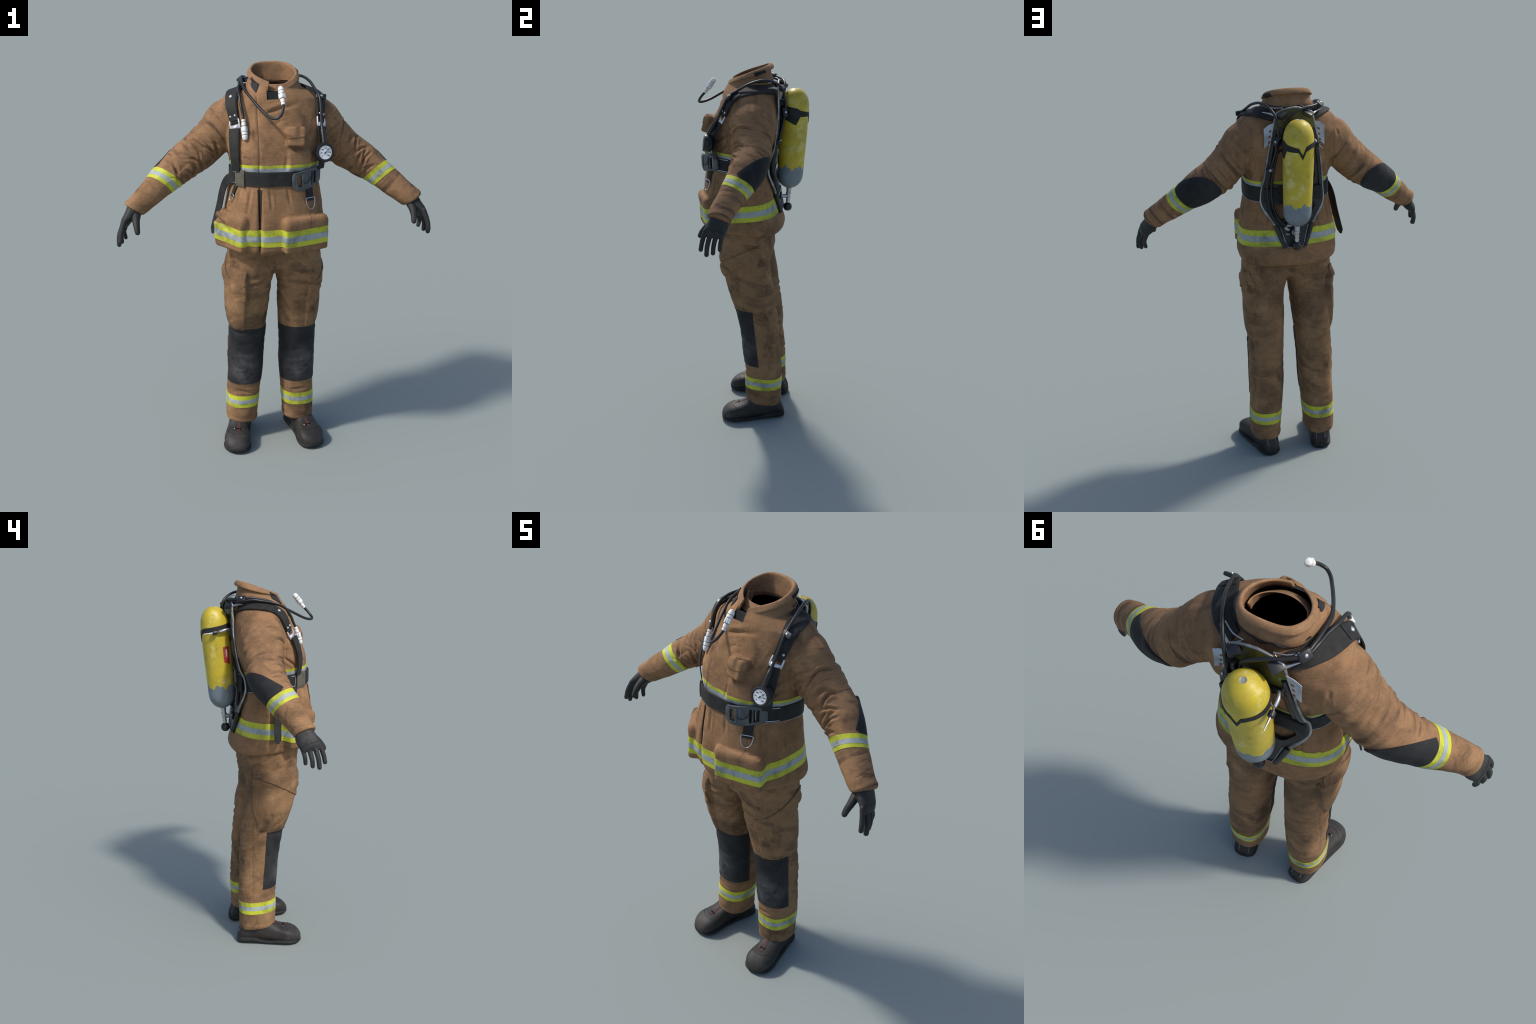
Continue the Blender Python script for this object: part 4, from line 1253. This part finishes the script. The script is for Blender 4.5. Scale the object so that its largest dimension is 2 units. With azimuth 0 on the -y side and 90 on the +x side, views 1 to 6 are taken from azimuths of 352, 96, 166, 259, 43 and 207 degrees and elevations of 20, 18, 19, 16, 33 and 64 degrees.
def cyl_pt(theta, z, off):
    """theta measured in the world's horizontal plane; z world height"""
    s = (z - neck.z)/axd.z
    r = lerp_table([(a, b) for a, b in prof[:19]], s)[0] + off
    X = V((1, 0, 0)); Y = axd.cross(X).normalized()
    return neck + axd*s + (X*math.cos(theta) + Y*math.sin(theta))*r
def cyl_child(ob):
    ob.parent = CYL
    ob.matrix_parent_inverse = mw.inverted()
    return ob
BAND = [(-70, 1.772, 1.712), (-30, 1.772, 1.700), (12, 1.766, 1.676), (28, 1.754, 1.722), (76, 1.742, 1.721), (91, 1.706, 1.684), (104, 1.748, 1.724), (125, 1.758, 1.736), (170, 1.764, 1.735), (230, 1.772, 1.738), (290, 1.772, 1.712)]
def lin(tab, x):
    for a, b in zip(tab, tab[1:]):
        if a[0] <= x <= b[0]:
            t = (x - a[0])/(b[0] - a[0]); return [a[k] + (b[k] - a[k])*t for k in range(1, len(a))]
ths = sorted(set([-70 + 3*i for i in range(121)] + [b[0] for b in BAND]))
rings = []
for th in ths:
    a, b = lin(BAND, th); t = R_(th)
    rings.append([cyl_pt(t, a, -.002), cyl_pt(t, a, .0022), cyl_pt(t, (a*2+b)/3, .0026), cyl_pt(t, (a+2*b)/3, .0026), cyl_pt(t, b, .0022), cyl_pt(t, b, -.002)])
v, f = loft(rings, True, False)
cyl_child(add('cylinder_strap', v, f, 'web', autosmooth=50))
# tension latch on the strap, -x side
def cp(th, z, off): return cyl_pt(R_(th), z, off)
LP = dict(top=V((-.083, .170, 1.752)), low=V((-.092, .220, 1.740)), grip=V((-.095, .246, 1.736)), tip=V((-.098, .305, 1.729)))
cyl_child(tube('strap_latch', [LP['top'], (LP['top'] + LP['low'])/2 + V((-.004, 0, .002)), LP['low']], lambda t: .0085 - .0025*abs(t - .5), 'chrome', None, 16, 10))
cyl_child(tube('latch_link', [LP['low'], LP['grip']], .0045, 'keeper', None, 6, 8))
gd = (LP['tip'] - LP['grip']).normalized()
cyl_child(lathe('latch_grip', [(-.012, .007), (-.010, .0115), (.008, .0125), (.012, .008)], LP['grip'], gd, 'plastic', None, 18))
cyl_child(tube('latch_tip', [LP['grip'] + gd*.010, LP['tip']], lambda t: .0048*(1 - .6*t), 'chrome', None, 10, 8))
cyl_child(tube('latch_loop', [cp(190, 1.746, .001), LP['low'] + V((0, .006, 0))], .0035, 'keeper', None, 6, 8))
ringc = V((-.095, .150, 1.742)); 
tube('cradle_ring', [ringc + V((0, math.cos(a)*.021, math.sin(a)*.021)) for a in [2*math.pi*k/24 for k in range(25)]], .0028, 'keeper', FR, 60, 8)
lathe('cradle_boss', [(0, .016), (.02, .016), (.022, .012)], V((-.085, .150, 1.742)), (-1, 0, 0), 'plastic', FR, 24)
# red label, -x front side
rings = []
for k in range(9):
    t = R_(196 + 3.6*k)
    rings.append([cyl_pt(t, 1.655, .0004), cyl_pt(t, 1.654, .0016), cyl_pt(t, 1.575 - .001*k*2, .0016), cyl_pt(t, 1.574 - .001*k*2, .0004)])
v, f = loft(rings)
cyl_child(add('red_label', v, f, 'tagred', autosmooth=40))
rings = []
for k in range(4):
    t = R_(206 + 2.2*k)
    rings.append([cyl_pt(t, 1.640, .0016), cyl_pt(t, 1.639, .0024), cyl_pt(t, 1.600, .0024), cyl_pt(t, 1.599, .0016)])
v, f = loft(rings)
cyl_child(add('label_print', v, f, 'silver', autosmooth=40))
# valve
dn = -axd
vb = lathe('valve', [(-.006, .0145), (.004, .0135), (.020, .0125), (.0205, .0150), (.028, .0150), (.0285, .0105), (.036, .0105), (.0365, .0118), (.054, .0118), (.0545, .0100), (.060, .0100), (.0605, .0115), (.072, .0115), (.0725, .009), (.085, .009)], neck, dn, 'chrome', None, 28)
cyl_child(vb)
kn = neck + dn*.102
cyl_child(lathe('valve_knob', [(-.023, .008), (-.021, .014), (-.012, .0215), (0, .024), (.010, .0225), (.018, .017), (.022, .010), (.023, .0005)], kn, dn, 'hose', None, 32))
vj = neck + dn*.040
cyl_child(lathe('valve_outlet', [(0, .010), (.010, .0105), (.0105, .0125), (.018, .0125), (.0185, .0105), (.034, .0105), (.0345, .0135), (.040, .0135)], vj, (0.12, -1, .02), 'chrome', None, 24))
wj = vj + V((.004, -.038, .001))
cyl_child(lathe('coupling', [(0, .023), (.006, .024), (.009, .020), (.010, .012), (.030, .012)], wj, (.12, -1, .02), 'plastic', None, 28))
for k, (dx, dz) in enumerate(((.024, .010), (.020, -.012), (.032, .028))):
    lathe('coupling_nut', [(0, .007), (.012, .007), (.0125, .0055), (.022, .0055)], wj + V((dx, -.012, dz)), (1, 0, .5 - .4*k), 'tube' if k else 'chrome', CYL, 14)
for o in list(CYL.children):
    if o.name.startswith('coupling_nut'): cyl_child(o)

# ------------------------------------------------------------------ hoses and gauge
HR = .0068
def clear(pts, gap=.0215):
    out = []
    for p in pts:
        p = V(p); h = JBVH.find_nearest(p)
        dist = (p - h[0]).dot(h[1])
        if dist < gap and (p - h[0]).length < .08: p = p + h[1]*(gap - dist)
        out.append(p)
    return out
h1 = tube('hose', [(.050, .170, 1.800), (.042, .178, 1.835), (.022, .183, 1.868), (-.010, .180, 1.892), (-.050, .166, 1.905), (-.095, .146, 1.908), (-.138, .112, 1.913), (-.150, .065, 1.918), (-.152, .0, 1.908), (-.146, -.065, 1.886), (-.124, -.125, 1.857), (-.098, -.182, 1.828), (-.070, -.236, 1.802), (-.048, -.272, 1.792), (-.026, -.290, 1.795), (-.008, -.285, 1.810), (.003, -.268, 1.832), (.006, -.250, 1.850)], HR, 'hose', ROOT, 160, 14)
h2 = tube('hose', clear([(-.05, .160, 1.893), (-.095, .138, 1.897), (-.142, .106, 1.901), (-.158, .06, 1.908), (-.164, .01, 1.902), (-.170, -.045, 1.876), (-.169, -.09, 1.850), (-.168, -.125, 1.822)]) + [(-.168, -.155, 1.790), (-.167, -.168, 1.765)], HR, 'hose', ROOT, 110, 14)
h3 = tube('hose', [(.094, .188, 1.745), (.088, .190, 1.775), (.092, .186, 1.83), (.098, .178, 1.868), (.113, .155, 1.898)] + clear([(.135, .112, 1.920), (.155, .068, 1.924), (.178, .01, 1.910), (.192, -.045, 1.880), (.198, -.085, 1.842), (.203, -.125, 1.790), (.206, -.158, 1.738)]) + [(.208, -.190, 1.690)], HR, 'hose', ROOT, 130, 14)
h4 = tube('hose', [(.092, .188, 1.755), (.104, .172, 1.68), (.124, .150, 1.60), (.132, .126, 1.53), (.132, .116, 1.47), (.124, .122, 1.40), (.104, .130, 1.345), (.074, .134, 1.305), (.040, .134, 1.288)], HR, 'hose', ROOT, 90, 12)
h5 = tube('hose', [(.086, .186, 1.75), (.094, .166, 1.68), (.108, .150, 1.60), (.113, .132, 1.53), (.112, .120, 1.47), (.104, .124, 1.40), (.082, .132, 1.35), (.058, .138, 1.32), (.030, .140, 1.308)], HR, 'hose', ROOT, 90, 12)
for h, p in ((h4, (.040, .134, 1.288)), (h5, (.030, .140, 1.308))):
    lathe('hose_ferrule', [(0, .0085), (.018, .0085), (.0185, .006), (.026, .006)], V(p) + V((.010, 0, .005)), (-1, .02, -.35), 'chrome', h, 16)
# clamps holding the hoses
def clamp(p, ax, size, parent, stud_dir):
    o = box('hose_clamp', size, 'plastic', parent, p, basis(ax, stud_dir), .005, 3)
    n = V(stud_dir).normalized()
    lathe('clamp_stud', [(0, .0065), (.003, .006), (.005, .003), (.0055, .0004)], V(p) + n*(size[1]/2), n, 'stud', parent, 16)
clamp((.095, .184, 1.748), (.5, .1, -.85), (.050, .024, .030), h4, (.8, .6, .25))
clamp((.122, .150, 1.603), (1, -.1, -.25), (.046, .024, .026), h4, (.25, 1, .15))
clamp((-.140, .112, 1.910), (.55, .8, -.1), (.044, .022, .036), h1, (-.55, .40, .75))
clamp(clear([(.206, -.080, 1.842)], .0225)[0], (1, -.1, -.15), (.050, .014, .028), h3, (.25, -.8, .6))
tube('clamp_wire', [V((-.125, .120, 1.926)), V((-.118, .128, 1.915)), V((-.105, .132, 1.905))], .003, 'chrome', h1, 10, 8)
lathe('junction', [(0, .018), (.010, .020), (.024, .018), (.026, .012)], V((.075, .158, 1.795)), (.2, 1, .1), 'hose', FR, 20)

def connector(p0, p1, parent):
    """ivory plug: waisted barrel with collars and a rounded nose"""
    p0, p1 = V(p0), V(p1); d = (p1 - p0); L = d.length; d.normalize()
    pr = [(0, .0085), (.05, .0098), (.10, .0098), (.11, .0088), (.15, .0088), (.16, .0105), (.24, .0112), (.30, .0112), (.31, .0098), (.34, .0098), (.35, .0128), (.40, .0138), (.55, .0142), (.57, .0132), (.60, .0132), (.62, .0146), (.72, .0146), (.735, .0136), (.76, .0136), (.775, .0142), (.86, .0136), (.93, .0120), (.98, .0092), (1.0, .003)]
    o = lathe('hose_plug', [(s*L, r) for s, r in pr], p0, d, 'ivory', parent, 28, 30)
    for s, r in ((.105, .0093), (.325, .0104), (.585, .0137), (.748, .0141)):
        lathe('plug_groove', [(s*L - .0010, r), (s*L + .0010, r)], p0, d, 'groove', parent, 28)
    a = d.orthogonal().normalized()
    for k in range(4):
        b = Matrix.Rotation(k*math.pi/2 + .5, 3, d) @ a
        box('plug_grip', (.024, .009, .005), 'dial', parent, p0 + d*L*.47 + b*.0135, basis(d, d.cross(b)), .002)
connector((.006, -.252, 1.848), (.001, -.194, 1.922), h1)
connector((-.167, -.166, 1.768), (-.162, -.198, 1.677), h2)

# pressure gauge
gc = V((.212, -.236, 1.616)); gn = V((.18, -.95, .18)).normalized()
GA = lathe('pressure_gauge', [(-.046, .029), (-.043, .040), (-.036, .0455), (-.028, .047), (-.026, .0445), (-.022, .0445), (-.020, .047), (-.006, .047), (.001, .044), (.003, .038), (.002, .034), (-.001, .0335), (-.001, .001)], gc, gn, 'hose', ROOT, 48, 30)
lathe('dial', [(-.001, .0325), (.0008, .0325), (.0008, .0003)], gc, gn, 'dial', GA, 40)
gx = V((0, 0, 1)).cross(gn).normalized(); 
if gx.x < 0: gx = -gx
gy = gn.cross(gx); gy = gy if gy.z > 0 else -gy
def gp(r, a, o=.0012): return gc + gx*r*math.cos(a) + gy*r*math.sin(a) + gn*o
# graduation marks and figures round the dial
for k in range(22):
    a = R_(225 - 270*k/21)
    tube('dial_tick', [gp(.0305, a), gp(.0275 if k % 3 else .0255, a)], .0006, 'tagred' if k > 18 else 'ink', GA, 2, 6, False)
for k, s in enumerate(('0', '50', '100', '150', '200', '250', '300')):
    a = R_(225 - 270*k/6)
    cu = bpy.data.curves.new('figure', 'FONT'); cu.body = s; cu.size = .0085; cu.extrude = .0003; cu.align_x = 'CENTER'; cu.align_y = 'CENTER'
    ob = bpy.data.objects.new('figure', cu); C.scene.collection.objects.link(ob)
    dg = C.evaluated_depsgraph_get(); dg.update()
    me = bpy.data.meshes.new_from_object(ob.evaluated_get(dg)); bpy.data.objects.remove(ob); bpy.data.curves.remove(cu)
    rm = Matrix((gx, gy, gn)).transposed().to_4x4(); rm.translation = gp(.0205, a, .0012)
    me.transform(rm); me.materials.clear(); me.materials.append(M['ink'])
    o = bpy.data.objects.new('dial_figure', me); C.scene.collection.objects.link(o); o.parent = GA
tube('dial_needle', [gp(.010, R_(218), .0025), gp(.026, R_(42), .0025)], lambda t: .0016 - .001*t, 'ink', GA, 6, 8, False)
lathe('needle_hub', [(0, .0032), (.003, .0032), (.0035, .001)], gc, gn, 'ink', GA, 16)
tube('gauge_stem', [(.207, -.168, 1.722), (.209, -.190, 1.690), (.210, -.212, 1.652)], lambda t: .0090 + .0035*ss(.0, .3, t), 'hose', GA, 20, 16)

# drop any dangling helper data
print('objects', len(bpy.data.objects), 'tris', sum(len(o.data.loop_triangles) if not o.data.calc_loop_triangles() else 0 for o in bpy.data.objects if o.type == 'MESH'))
